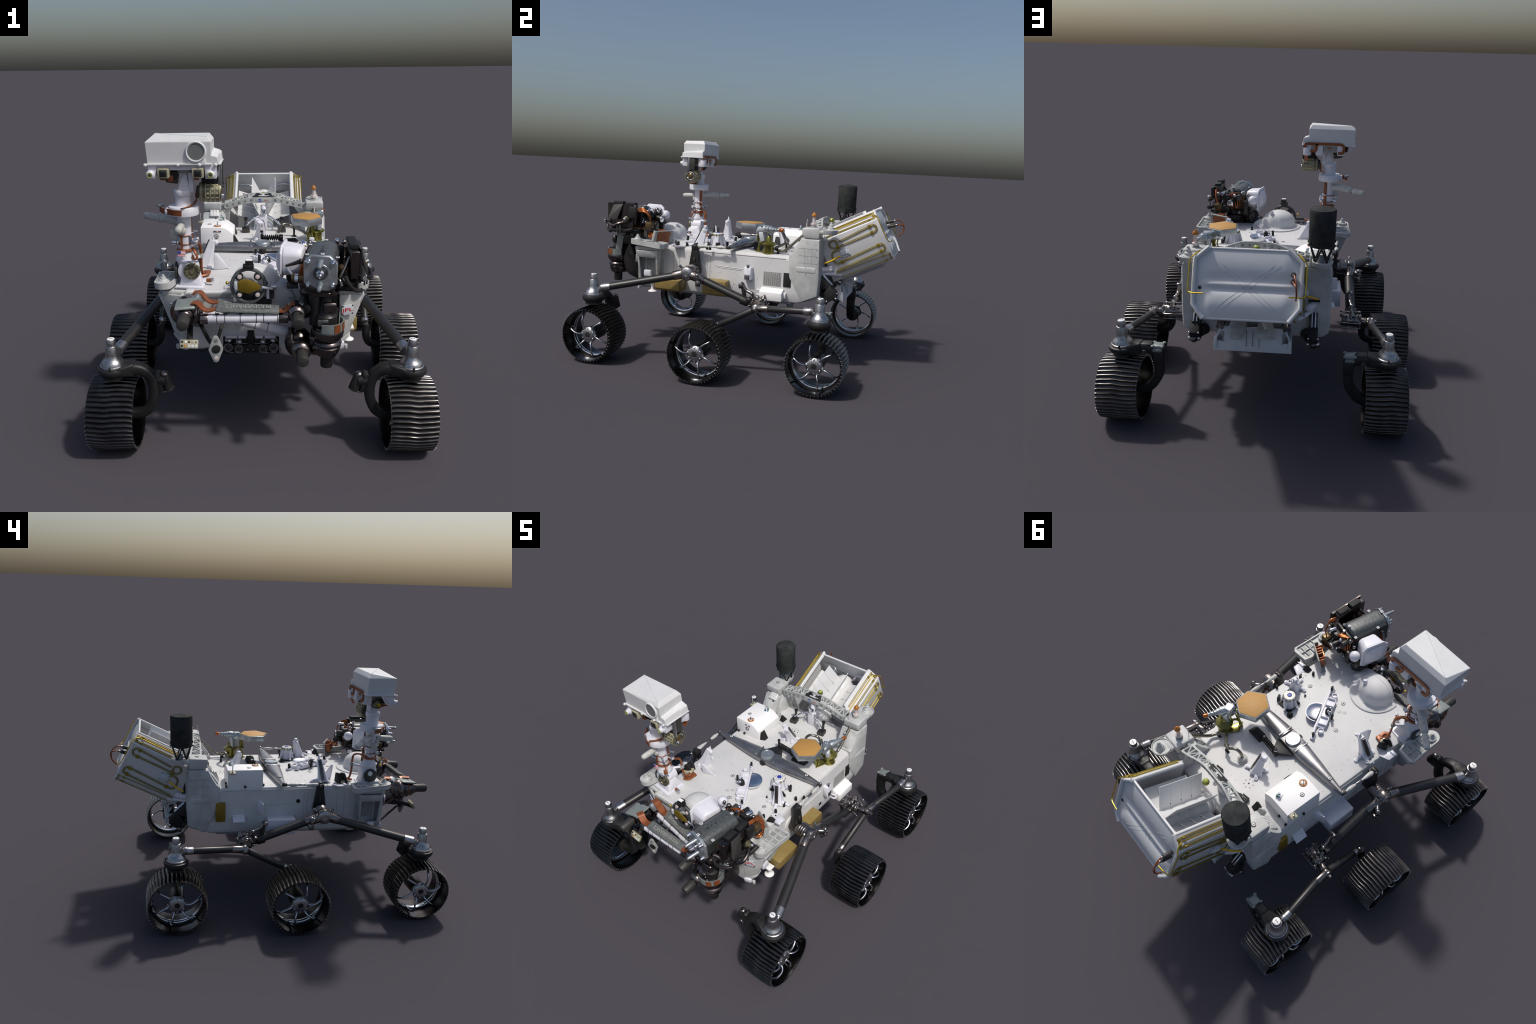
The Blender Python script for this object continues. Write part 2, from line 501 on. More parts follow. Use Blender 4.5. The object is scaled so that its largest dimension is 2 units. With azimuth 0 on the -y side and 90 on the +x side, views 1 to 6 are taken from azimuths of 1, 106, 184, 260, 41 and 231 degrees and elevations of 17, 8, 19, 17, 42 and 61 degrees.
# ---- flank boxes
def flank(name, lo, hi, mt, bev=.003, parent=chassis):
    q = Part(); q.bounds(lo, hi, mt, bev); return q.make(name, parent)
q = Part()
q.hull([(x, y, z) for y in (-.508, -.335) for x, z in ((.365, .535), (.41, .533), (.478, .521), (.478, .462), (.465, .448), (.365, .448))], 'gold_paint', bev=.003)
q.make('gold_box', chassis)
q = Part()
q.hull([(x, y, z) for y in (-.19, -.034) for x, z in ((.365, .542), (.443, .538), (.443, .455), (.433, .445), (.365, .445))], 'gold_paint', bev=.003)
q.make('gold_box', chassis)
q = Part()
q.hull([(x, y, z) for y in (.186, .333) for x, z in ((.372, .523), (.378, .522), (.429, .503), (.430, .449), (.372, .449))], 'pure_white', bev=.003)
q.bounds((.365, .20, .47), (.38, .32, .50), 'pure_white'); q.bounds((.365, .333, .465), (.395, .350, .50), 'pure_white')
for zz in (.475, .505):
    q.tube([(.372, .165, zz), (.40, .168, zz), (.40, .19, zz)], .006, 'bracket_white', n=8)
q.make('white_flank_box', chassis)
q = Part()
q.bounds((.366, .194, .536), (.3745, .307, .622), 'vent_grey', bev=.001)
for i in range(9):
    q.bounds((.374, .197 + i * .0135, .539), (.3758, .200 + i * .0135, .619), 'rail_white', bev=.0004)
q.make('vent_grille', chassis)
flank('black_window', (.366, .326, .536), (.3755, .374, .625), 'black_matt', .001)
flank('black_window', (.366, .032, .498), (.374, .058, .517), 'black_matt', .001)
q = Part()
q.hull([(.365, .070, .643), (.400, .074, .639), (.400, .118, .639), (.365, .126, .643), (.365, .072, .562), (.41, .074, .562), (.41, .119, .562), (.365, .126, .562)], 'bracket_white', bev=.003)
q.bounds((.403, .079, .565), (.4115, .114, .60), 'chrome', bev=.002)
q.cyl((.392, .096, .638), (.392, .096, .66), .011, 'chrome')
q.make('horn_bracket', chassis)
# left flank
q = Part()
q.hull([(x, y, z) for y in (-.105, .066) for x, z in ((-.365, .545), (-.372, .545), (-.452, .544), (-.452, .446), (-.365, .446))], 'bracket_white', bev=.003)
q.make('white_flank_box', chassis)
q = Part()
q.hull([(-.365, .090, .642), (-.365, .125, .642), (-.428, .093, .640), (-.365, .092, .572), (-.365, .128, .575), (-.430, .092, .567)], 'bracket_white', bev=.002)
q.make('horn_bracket', chassis)
q = Part()
q.hull([(-.365, .20, .560), (-.365, .276, .560), (-.365, .20, .550), (-.365, .276, .550), (-.414, .203, .527), (-.414, .277, .527), (-.414, .203, .520), (-.414, .277, .520)], 'bracket_white', bev=.002)
q.make('side_wing', chassis)
flank('gold_patch', (-.391, .322, .521), (-.365, .380, .641), 'gold_dark', .001)
q = Part(); q.cyl((-.36, -.134, .634), (-.374, -.134, .634), .013, 'black_matt', n=24); q.make('port_hole', chassis)
# folded deck-edge brackets near the front
for s in (1, -1):
    q = Part()
    q.hull([(s * .352, -.43, .733), (s * .352, -.35, .733), (s * .415, -.415, .740), (s * .415, -.37, .740), (s * .352, -.43, .726), (s * .41, -.41, .726), (s * .352, -.35, .726), (s * .41, -.375, .726)], 'bracket_white', bev=.003)
    q.box((s * .398, -.42, .740), (.04, .018, .016), 'bracket_white', bev=.004)
    q.make('deck_edge_bracket', chassis)

# ---- rear towers
tower_par = {}
for s in (1, -1):
    w = Part()
    X = lambda x: s * x
    # flank plate rising from the notch to the tower
    sec = [(.352, .742), (.372, .757), (.40, .80), (.425, .852), (.545, .852), (.555, .60), (.548, .492), (.45, .447), (.36, .60)]
    w.loft([[(X(.262), y, z) for y, z in sec], [(X(.368), y, z) for y, z in sec], [(X(.380), .45 + (y - .45) * .95, .65 + (z - .65) * .96) for y, z in sec], [(X(.388), .46 + (y - .46) * .78, .67 + (z - .67) * .80) for y, z in sec]], 'tower_white')
    # seams
    for yy in (.455, .50):
        w.bounds((X(.365), yy, .69), (X(.3888), yy + .0015, .80), 'grey_paint', bev=0)
    for zz in (.70, .745, .79):
        w.bounds((X(.365), .42, zz), (X(.3888), .535, zz + .0015), 'grey_paint', bev=0)
    # head block
    w.hull([(X(x), y, z) for x in (.268, .378) for y, z in ((.448, .852), (.538, .852), (.430, .870), (.427, .915), (.54, .921), (.54, .87))], 'tower_white', bev=.008, seg=3)
    tw = w.make('rear_tower', chassis)
    q = Part()
    # bulged lower side pouch
    q.hull([(X(.36), y, z) for y in (.388, .542) for z in (.53, .69)] + [(X(.383), y, z) for y in (.402, .535) for z in (.545, .66)], 'tower_white', bev=.010, seg=4)
    q.hull([(X(.36), y, z) for y in (.390, .542) for z in (.628, .69)] + [(X(.391), y, z) for y in (.402, .535) for z in (.636, .678)], 'tower_white', bev=.012, seg=4)
    q.bounds((X(.36), .462, .632), (X(.3915), .468, .684), 'tower_white', bev=.002)
    q.make('side_pouch', tw)
    # open cup behind the head block
    u = Part()
    u.lathe([(.020, -.030), (.045, -.028), (.052, -.01), (.053, 0), (.049, .001), (.046, -.006), (.0, -.008)], (X(.333), .592, .912), (0, 0, 1), 'tower_white', 30)
    u.hull([(X(x), y, z) for x in (.285, .378) for y, z in ((.53, .885), (.53, .910), (.575, .885), (.575, .905))], 'tower_white', bev=.008)
    if s > 0:
        u.lathe([(.028, 0), (.027, .008), (.021, .012), (.019, .024), (.013, .028), (.012, .042), (.008, .045), (.007, .056), (.002, .058)], (X(.333), .600, .904), (0, 0, 1), 'tower_white', 24)
    u.make('tower_cup', tw)
    # deck-side bulkhead
    v = Part()
    v.hull([(X(.268), y, z) for y, z in ((.445, .86), (.54, .86), (.56, .60), (.40, .73), (.40, .76))] + [(X(.24), y, z) for y, z in ((.48, .84), (.545, .84), (.56, .60), (.46, .73))], 'tower_white', bev=.006)
    v.make('tower_bulkhead', tw)
    tower_par[s] = tw
# speckled calibration block on the left tower
q = Part()
q.hull([(x, y, z) for x in (-.338, -.280) for y, z in ((.432, .868), (.425, .860), (.398, .835), (.41, .828), (.45, .86))], 'mark_white', bev=.003)
for i in range(6):
    for j in range(5):
        pt = V((-.333 + i * .0095, .4265 - j * .0062, .8655 - j * .0068))
        q.bolt(pt, (0, -.7, .7), .0022, 'mark_black')
q.make('dotted_calibration_block', tower_par[-1])
q = Part()
q.hull([(-.36, .42, .84), (-.29, .42, .84), (-.36, .36, .755), (-.29, .36, .755), (-.36, .43, .80), (-.29, .43, .80)], 'tower_white', bev=.004)
q.box((-.30, .405, .815), (.012, .01, .012), 'mark_black', rot=(40, 0, 0))
q.make('slanted_web', tower_par[-1])
q = Part()
q.hull([(.36, .42, .84), (.29, .42, .84), (.36, .36, .755), (.29, .36, .755), (.36, .43, .80), (.29, .43, .80)], 'tower_white', bev=.004)
q.bolt((.305, .402, .83), (0, -.8, .6), .012, 'mark_black'); q.bolt((.305, .401, .831), (0, -.8, .6), .008, 'mark_white', .0025)
q.make('slanted_web', tower_par[1])

# patch antenna on the right tower
q = Part()
q.lathe([(.020, 0), (.020, .006), (.013, .008), (.012, .018)], (.319, .487, .918), (0, 0, 1), 'grey_paint')
q.lathe([(.018, 0), (.0185, .012), (.011, .015), (.010, .02), (.0095, .058), (.004, .06)], (.319, .487, .932), (0, 0, 1), 'pinkish_white')
q.lathe([(.008, 0), (.016, .004), (.0165, .011), (.011, .020), (.006, .024), (.004, .029), (.001, .030)], (.319, .487, .984), (0, 0, 1), 'orange_cap')
q.make('stub_antenna', rover)
q = Part(); q.cyl((.30, .44, .915), (.30, .44, .965), .002, 'pinkish_white', n=8); q.make('rod_antenna', rover)

# canister antenna on the left tower
q = Part()
cc = V((-.325, .580, 0))
prof = [(.050, .982), (.0635, .987), (.0645, 1.0), (.0645, 1.022), (.0655, 1.024), (.0650, 1.10), (.0655, 1.165), (.062, 1.172), (.04, 1.175), (.015, 1.182), (.001, 1.183)]
q.lathe(prof, cc, (0, 0, 1), 'cover_black', 40)
for i in range(4):
    a = math.radians(20 + 90 * i)
    q.box(cc + V((.0645 * math.cos(a), .0645 * math.sin(a), 1.010)), (.004, .044, .014), 'black_matt', rot=(0, 0, 20 + 90 * i), bev=.001)
can = q.make('canister_antenna', rover)
q = Part()
for i in range(4):
    a = math.radians(45 + 90 * i); a1 = math.radians(90 * i); a2 = math.radians(90 + 90 * i)
    foot = cc + V((.040 * math.cos(a), .040 * math.sin(a), .905))
    for aa in (a1, a2):
        q.cyl(foot, cc + V((.055 * math.cos(aa), .055 * math.sin(aa), .986)), .0045, 'yoke_black', n=10)
    q.bolt(cc + V((.064 * math.cos(a1), .064 * math.sin(a1), .988)), (math.cos(a1), math.sin(a1), 0), .005, 'black_matt', .005)
q.box(cc + V((0, .01, .92)), (.028, .03, .035), 'grey_paint', rot=(0, 0, 30), bev=.004)
q.make('antenna_strut_frame', can)

# ------------------------------------------------------------------ truss bridge between the towers
q = Part()
N = 15
def smst(t):
    t = min(max(t, 0), 1); return t * t * (3 - 2 * t)
def arch(t, back):     # t -1..1 across the rover; top edge of the front or rear rail
    m = 1 - smst((abs(t) - .22) / .85)
    if back:
        return V((t * .248, .522 - .030 * m, .907 + .056 * m))
    return V((t * .248, .459 - .008 * m, .905 + .038 * m))
for back in (0, 1):
    dep = .034 if not back else .036
    pts = [arch(-1 + 2 * i / 24, back) for i in range(25)]
    q.loft([[pnt + V((0, a * .0055, b)) for a, b in ((-1, -dep), (1, -dep), (1, .001), (-1, .001))] for pnt in pts], 'truss_grey')
    sg = 1 if back else -1
    for i in range(13):
        t = -.92 + 1.84 * i / 12
        if abs(t) > .2 or back:
            pm = arch(t, back) + V((0, sg * .0045, -dep * .5))
            q.cyl(pm, pm + V((0, sg * .0017, 0)), (.0095, .007)[i % 2], 'bolt_grey', n=16)
    for t in (-.75, -.5, -.25, .25, .5, .75):
        pm = arch(t, back)
        q.box(pm + V((0, sg * .0053, -dep * .5)), (.0012, .002, dep), 'bolt_grey', bev=0)
NS = 5
for s_ in (1, -1):
    for i in range(NS + 1):
        t = s_ * (.22 + .76 * i / NS)
        q.cyl(arch(t, 0) + V((0, 0, -.004)), arch(t, 1) + V((0, 0, -.004)), .0050, 'truss_grey', n=8)
        if i < NS:
            t2 = s_ * (.22 + .76 * (i + 1) / NS)
            a_, b_ = (t, t2) if i % 2 else (t2, t)
            q.cyl(arch(a_, 0) + V((0, 0, -.004)), arch(b_, 1) + V((0, 0, -.004)), .0048, 'truss_grey', n=8)
for s_ in (-1, 1):
    q.cyl((s_ * .240, .470, .893), (s_ * .275, .470, .893), .012, 'grey_paint'); q.cyl((s_ * .240, .510, .885), (s_ * .275, .510, .885), .010, 'steel')
truss = q.make('truss_bridge', rover)
q = Part()
q.hull([(-.066, .449, .9445), (.066, .449, .9445), (-.045, .490, .9650), (.045, .490, .9650), (-.066, .449, .938), (.066, .449, .938), (-.045, .490, .958), (.045, .490, .958)], 'mark_black', bev=.001)
Rp = Euler((math.radians(26.6), 0, 0)).to_matrix()
pz = V((0, .4695, .9555))
for i, (w_, y_) in enumerate(((.052, .482), (.030, .475), (.066, .460), (.05, .455))):
    q.box(pz + Rp @ V((0.004 * (-1) ** i, y_ - .467, 0)), (w_, .0025, .0008), 'mark_white', rot=Rp, bev=0)
for k in range(4):
    q.box(pz + V((0, 0, .0003)), (.018, .0016, .0008), 'mark_white', rot=Rp @ Euler((0, 0, math.radians(45 * k))).to_matrix(), bev=0)
q.make('inscription_plate', truss)
q = Part()
q.box((0, .446, .926), (.096, .003, .028), 'truss_grey', bev=.001)
q.cyl((-.021, .446, .925), (-.021, .4438, .925), .010, 'mark_blue', n=20)
q.box((-.021, .4437, .925), (.016, .0008, .002), 'mark_white', rot=(0, -20, 0), bev=0)
q.make('truss_emblem', truss)
text('JPL', 'truss_lettering', truss, .016, basis((.018, .4442, .925), (1, 0, 0), (0, 0, 1)) @ Matrix.Diagonal((1.3, .8, 1, 1)), 'mark_red', .0006)

# ------------------------------------------------------------------ power source at the rear (tilted radiator housing)
def T(x, a, u):
    return V((x, .894 * a - .447 * u, .447 * a + .894 * u))
rad = Part()
# finned core
rings = []
core_u, core_r = .395, .066
prof = [(.0, .80), (.045, .80), (.058, .81), (core_r, .83)]
aa = .83
for i in range(4):
    for t in (0, .25, .5, .75):
        prof.append((core_r - .0045 * (1 if t == 0 else 0), aa + t * .078))
    aa += .078
prof += [(core_r, 1.142), (.062, 1.150), (.050, 1.152), (.048, 1.168), (.03, 1.17), (.001, 1.171)]
rad.lathe(prof, T(0, 0, core_u), T(0, 1, 0), 'radiator_white', 32)
power = rad.make('power_source', rover)
fins = Part()
for ang in (23, -23, 68, -68, 112, -112, 157, -157):
    sa, ca = math.sin(math.radians(ang)), math.cos(math.radians(ang))
    R = .198 if abs(ang) in (23, 157) else .185
    if abs(ang) == 157: R = .212
    nrm = T(ca, 0, -sa) * .0018
    A0, A1 = .865, 1.128
    for k in range(4):
        a0 = A0 + (A1 - A0) * k / 4; a1 = A0 + (A1 - A0) * (k + 1) / 4 - .0012
        pts = [T(sa * .055, a0, core_u + ca * .055), T(sa * .055, a1, core_u + ca * .055), T(sa * R, a1, core_u + ca * R), T(sa * R, a0, core_u + ca * R)]
        if k == 0 and ca > 0:
            pts[3] = T(sa * R, a0 + .0, core_u + ca * R)
        fins.prism([p - nrm for p in pts], nrm * 2, 'radiator_white', bev=.0005, seg=1)
    # solder dots
    for k in range(3):
        a0 = A0 + (A1 - A0) * (k + 1) / 4
        pp = T(sa * .085, a0, core_u + ca * .085)
        fins.bolt(pp + nrm, nrm, .003, 'mark_black'); fins.bolt(pp - nrm, -nrm, .003, 'mark_black')
    fins.box(T(sa * .055, (A0 + A1) / 2, core_u + ca * .055), (.004, .004, .004), 'radiator_white', bev=0)
fins.make('radiator_fin', power, stuff=True)

# side heat-exchanger panels, three facets each
PROF = [(.190, .556), (.251, .500), (.249, .295), (.200, .232)]
AF = [.905, .835, .815, .805]      # front end at each corner
for s in (1, -1):
    w = Part()
    ang = []
    inn = []
    for i in range(4):      # inner offset polyline
        x, u = PROF[i]
        inn.append((x - .017, u + (-.010, -.006, .006, .010)[i]))
    def sect(a_of):
        o = [T(s * x, a_of(i), u) for i, (x, u) in enumerate(PROF)]
        n_ = [T(s * x, a_of(i), u) for i, (x, u) in enumerate(inn)]
        return o + n_[::-1]
    def blend(f):
        return [p * (1 - f) + q_ * f for p, q_ in zip(sect(lambda i: AF[i]), sect(lambda i: 1.213))]
    w.loft([blend(0), blend(.03), blend(.5), blend(.97), blend(1)], 'radiator_white')
    # rounded rim along the rear edge and the top edge
    rim = [T(s * (x - .008), 1.211, u) for x, u in PROF]
    w.tube(rim, .0105, 'radiator_white', n=10, smooth=False)
    w.tube([T(s * .183, .905, .553), T(s * .183, 1.213, .553)], .009, 'radiator_white', n=10, smooth=False)
    pan = w.make('heat_exchanger_panel', power)
    # coolant tubes
    q = Part()
    def loop(fn, x_l):
        for off in (-.0042, .0042):
            q.tube([fn(a, u, off) for a, u in x_l], .0026, 'tube_gold', n=8, k=4)
    def side(a, u, off, lift=.0035):
        return T(s * (.2525 - (.505 - u) * .01 + lift), a, u)
    def dbl(path):
        for off in (0, 1):
            P = smooth_path([(a, u, 0) for a, u in path], 4)
            out = []
            for i, pnt in enumerate(P):
                t = (P[min(i + 1, len(P) - 1)] - P[max(i - 1, 0)]).normalized()
                nn = V((-t.y, t.x, 0))
                pq = pnt + nn * (.0075 * off - .0037)
                out.append(side(pq.x, pq.y, 0))
            q.tube(out, .0023, 'tube_gold', n=8, smooth=False)
    dbl([(.945, .462), (.98, .464), (1.16, .479), (1.186, .476), (1.195, .458), (1.186, .440), (1.16, .436), (1.0, .433), (.925, .430), (.905, .432), (.885, .445), (.882, .468), (.90, .482), (.925, .474), (.93, .455), (.925, .430)])
    dbl([(.945, .410), (.90, .414), (.876, .404), (.868, .37), (.875, .345), (.895, .334), (.93, .337), (1.16, .351), (1.186, .347), (1.196, .330), (1.19, .314), (1.165, .307), (.92, .297), (.875, .293), (.852, .28)])
    # tubes on the upper and lower facets
    def facet(i, f, a, lift=.004):
        (x0, u0), (x1, u1) = PROF[i], PROF[i + 1]
        nx, nu = (u0 - u1), -(x0 - x1)
        l = math.hypot(nx, nu); nx /= l; nu /= l
        if nx < 0: nx, nu = -nx, -nu
        return T(s * (x0 + (x1 - x0) * f + nx * lift), a, u0 + (u1 - u0) * f + nu * lift)
    for f0, f1 in ((.20, .82), (.30, .72)):
        q.tube([facet(0, f0, .915), facet(0, f0, 1.185), facet(0, (f0 * .8 + f1 * .2), 1.203 - abs(.2 - f0) * .08), facet(0, (f0 * .2 + f1 * .8), 1.203 - abs(.2 - f0) * .08), facet(0, f1, 1.185), facet(0, f1, .88)], .0024, 'tube_gold', n=8)
    for f0, f1 in ((.20, .78),):
        q.tube([facet(2, f0, .87), facet(2, f0, 1.185), facet(2, (f0 * .8 + f1 * .2), 1.203), facet(2, (f0 * .2 + f1 * .8), 1.203), facet(2, f1, 1.185), facet(2, f1, .87)], .0024, 'tube_gold', n=8)
    # bright feed tube from the front, over the rim and down the rear edge
    q.tube([facet(0, .45, .90, .008), facet(0, .45, 1.15, .008), facet(0, .5, 1.200, .012), T(s * .250, 1.226, .51), T(s * .263, 1.226, .49), T(s * .264, 1.228, .40), T(s * .262, 1.232, .352), T(s * .24, 1.240, .342), T(s * .19, 1.246, .342)], .0032, 'bright_gold', n=8)
    q.make('coolant_tube', pan, stuff=True)
    g = Part()
    for a, u in ((1.158, .478), (1.158, .436), (.925, .432), (1.165, .350), (1.168, .309), (.92, .336)):
        g.box(side(a, u, 0, .004), (.007, .018, .022), 'tube_gold', rot=frame(T(0, 0, 1), V((0, 1, 0))) if 0 else Euler((math.radians(26.6), 0, 0)).to_matrix(), bev=.0015)
    for i in (0, 2):
        for f_ in (.25, .77):
            g.box(facet(i, f_, 1.17, .003), (.014, .016, .010), 'tube_gold', rot=Euler((math.radians(26.6), 0, 0)).to_matrix(), bev=.0015)
    g.make('tube_clamp', pan, stuff=True)
    k = Part()
    Rb = Euler((math.radians(26.6), 0, 0)).to_matrix()
    k.box(side(.955, .385, 0, .004), (.008, .060, .052), 'plate_white', rot=Rb, bev=.002)
    k.box(side(.955, .388, 0, .012), (.014, .046, .030), 'plate_white', rot=Rb, bev=.004)
    for da in (-.025, .025):
        for du in (-.021, .021):
            k.bolt(side(.955 + da, .385 + du, 0, .008), (s, 0, 0), .003, 'mark_black')
    k.tube([side(.918, .372, 0, .012), T(s * .275, .902, .374), T(s * .30, .87, .370), T(s * .320, .824, .370)], .0055, 'yellow_paint', n=10)
    k.make('junction_box', pan)

# rear cap: a double-bulged sheet between the panels
q = Part()
cols = 41; rows = 33
def edge_x(u):
    for (xa, ua), (xb, ub) in zip(PROF[:-1], PROF[1:]):
        if u >= ub or ub == PROF[-1][1]:
            f_ = min(max((ua - u) / (ua - ub), 0), 1)
            return xa + (xb - xa) * f_ - .010
def cap(fx, fv, off=0.):
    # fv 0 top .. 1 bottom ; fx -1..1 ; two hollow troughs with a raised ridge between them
    u = .552 + (.236 - .552) * fv
    x = fx * edge_x(u)
    k = min(max((.232 - abs(x)) / .075, 0), 1)
    k = k * k * (3 - 2 * k)
    if fv < .46:        # upper bulge falls into a valley
        h = .008 * max(math.sin(math.pi * (fv / .46)), 0) - .004 * smst((fv - .30) / .16)
    elif fv < .57:      # raised bead
        h = -.004 + .013 * math.sin(math.pi * (fv - .46) / .11)
    else:               # lower bulge
        h = -.004 * (1 - smst((fv - .57) / .10)) + .016 * max(math.sin(math.pi * (fv - .57) / .43), 0)
    return T(x, 1.203 + h * k + off, u)
front = [[cap(-1 + 2 * i / (cols - 1), j / (rows - 1)) for i in range(cols)] for j in range(rows)]
back = [[p + T(0, -.006, 0) for p in r] for r in front]
vs = [p for r in front for p in r] + [p for r in back for p in r]
fs = []
n0 = cols * rows
for j in range(rows - 1):
    for i in range(cols - 1):
        k0 = j * cols + i
        fs.append((k0, k0 + 1, k0 + cols + 1, k0 + cols)); fs.append((n0 + k0, n0 + k0 + cols, n0 + k0 + cols + 1, n0 + k0 + 1))
def strip(idx):
    for a_, b_ in zip(idx[:-1], idx[1:]):
        fs.append((a_, b_, n0 + b_, n0 + a_))
strip([i for i in range(cols)]); strip([(rows - 1) * cols + i for i in range(cols)])
strip([j * cols for j in range(rows)]); strip([j * cols + cols - 1 for j in range(rows)])
q.add(vs, fs, 'radiator_white')
q.tube([T(-.185, 1.201, .551), T(.185, 1.201, .551)], .007, 'radiator_white', n=10, smooth=False)
q.tube([T(-.2, 1.200, .234), T(.2, 1.200, .234)], .006, 'radiator_white', n=10, smooth=False)
# faint cross-shaped stiffener lines
for sgn in (1, -1):
    for dx in (-.012, .012):
        q.tube([cap(sgn * (-.55 + 1.1 * t / 24) + dx / .19, .22 + .66 * t / 24, .0002) for t in range(25)], .0008, 'line_grey', n=5, smooth=False)
cap_o = q.make('rear_cap', power, 60)
q = Part()
q.cyl(T(.215, 1.190, .37), T(.215, 1.2065, .37), .008, 'mark_black')
for du in (0, -.032):
    q.cyl(T(-.205, 1.205, .448 + du), T(-.205, 1.255, .440 + du), .011, 'motor_grey')
    q.cyl(T(-.205, 1.255, .440 + du), T(-.205, 1.270, .438 + du), .0075, 'steel')
for du, k_ in ((0, 1.), (-.032, .8)):
    q.tube([T(-.205, 1.265, .440 + du), T(-.212, 1.29, .430 + du), T(-.222, 1.305, .395 + du * .5), T(-.224, 1.285, .350), T(-.222, 1.245, .325 + .004 * k_)], .004, 'copper_ribbon', n=8)
q.make('cable_loop', power)
# gas fittings behind the truss inside the housing
q = Part()
for s in (1, -1):
    q.tube([T(s * .185, 1.185, .47), T(s * .12, 1.185, .475), T(s * .085, 1.175, .465), T(s * .07, 1.15, .44)], .006, 'chrome', n=10)
    q.torus(T(s * .085, 1.165, .455), T(1, .3, 0), .012, .003, 'chrome', 16, 6)
q.make('gas_fitting', power)
# chrome tubing and white strut at the front of the core
q = Part()
q.lathe([(.032, 0), (.036, .01), (.036, .05), (.03, .055)], T(0, .765, .395), T(0, 1, 0), 'bracket_white')
q.bounds((-.026, .435, .73), (.026, .47, .83), 'bracket_white', bev=.006)
q.cyl((0, .452, .83), (0, .47, .89), .018, 'bracket_white'); q.bounds((-.015, .43, .83), (.015, .452, .87), 'chrome', bev=.003)
for s in (1, -1):
    q.tube([(0, .455, .82), (s * .03, .44, .825), (s * .06, .425, .812), (s * .09, .41, .790), (s * .112, .405, .770)], .0055, 'chrome', n=8)
    q.tube([(s * .01, .46, .79), (s * .05, .45, .77), (s * .055, .44, .735)], .005, 'chrome', n=8)
    q.sphere((s * .06, .425, .812), .009, 'chrome'); q.sphere((s * .095, .41, .788), .009, 'chrome')
q.sphere((0, .539, .941), .019, 'olive_gold', n=16); q.sphere((0, .539, .944), .0175, 'lens_green', n=16)
q.make('fluid_line', rover)
for x, y in ((-.111, .40), (.116, .405)):
    q = Part()
    q.box((x, y, .742), (.045, .05, .03), 'motor_grey', rot=(0, 0, 10), bev=.003)
    for i in range(4):
        q.box((x, y - .018 + i * .012, .758), (.04, .004, .006), 'black_matt', rot=(0, 0, 10), bev=.001)
    q.cyl((x, y + .01, .755), (x, y + .018, .80), .011, 'motor_grey', r1=.008); q.cyl((x, y + .018, .80), (x, y + .020, .822), .008, 'black_matt', r1=.013)
    q.make('hose_connector', rover)

# mounting arms and lower baffle plate
for s in (1, -1):
    q = Part()
    q.hull([(s * x, y, z) for x in (.278, .322) for y, z in ((.540, .615), (.560, .618), (.625, .560), (.612, .545), (.54, .53))], 'yoke_black', bev=.004)
    q.hull([(s * x, y, z) for x in (.276, .326) for y, z in ((.612, .565), (.664, .518), (.656, .486), (.610, .458), (.59, .460), (.565, .50))], 'black_matt', bev=.004)
    q.cyl((s * .305, .640, .470), (s * .305, .655, .492), .018, 'arm_metal', n=20)
    for dx in (-.024, .024):
        q.sphere((s * (.302 + dx), .655, .486), .0085, 'chrome', n=10); q.sphere((s * (.302 + dx), .662, .520), .006, 'chrome', n=10)
    q.hull([(s * x, y, z) for x in (.27, .30) for y, z in ((.54, .49), (.60, .47), (.54, .515), (.60, .50))], 'arm_dark', bev=.004)
    for dx in (-.006, .006):
        q.cyl((s * (.302 + dx * 1.4), .565, .622), (s * (.302 + dx * 1.4), .625, .565), .0045, 'chrome', n=10)
    q.sphere((s * .33, .60, .462), .010, 'steel'); q.sphere((s * .292, .602, .462), .010, 'steel')
    q.cyl((s * .285, .595, .455), (s * .34, .595, .455), .012, 'arm_metal')
    q.cyl((s * .26, .56, .50), (s * .285, .60, .50), .03, 'arm_dark')
    q.make('mount_arm', rover)
    q = Part()
    q.cyl((s * .30, .548, .655), (s * .275, .60, .66), .018, 'bracket_white'); q.sphere((s * .275, .60, .66), .02, 'bracket_white')
    q.box((s * .30, .575, .69), (.06, .008, .012), 'black_matt', bev=.002)
    q.tube([(s * .29, .55, .63), (s * .27, .60, .63), (s * .22, .66, .62)], .012, 'bracket_white', n=10)
    q.cyl((s * .15, .56, .60), (s * .17, .66, .56), .02, 'steel')
    q.make('mount_joint', rover)
q = Part()
q.hull([(-.19, .56, .66), (.19, .56, .66), (-.19, .56, .47), (.19, .56, .47), (-.15, .60, .62), (.15, .60, .62), (-.15, .60, .5), (.15, .60, .5)], 'grey_paint', bev=.01)
q.hull([(-.02, .60, .60), (-.085, .60, .60), (-.02, .70, .55), (-.12, .70, .55), (-.03, .60, .57), (-.09, .60, .57), (-.03, .70, .52), (-.11, .70, .52)], 'tower_white', bev=.006)
q.hull([(.03, .62, .60), (.10, .62, .60), (.05, .72, .545), (.11, .72, .545), (.03, .62, .56), (.10, .62, .56), (.05, .72, .52), (.11, .72, .52)], 'tower_white', bev=.006)
q.make('rear_housing', rover)
q = Part()
bt = lambda x, f_, k=0.: V((x, .651 + .030 * f_ + .97 * k, .561 - .122 * f_ + .24 * k))
q.prism([bt(-.165, 0), bt(.165, 0), bt(.192, .52), bt(.198, .56), bt(.198, 1), bt(-.198, 1), bt(-.198, .56), bt(-.192, .52)], (0, -.005, -.0012), 'plate_white', bev=.001)
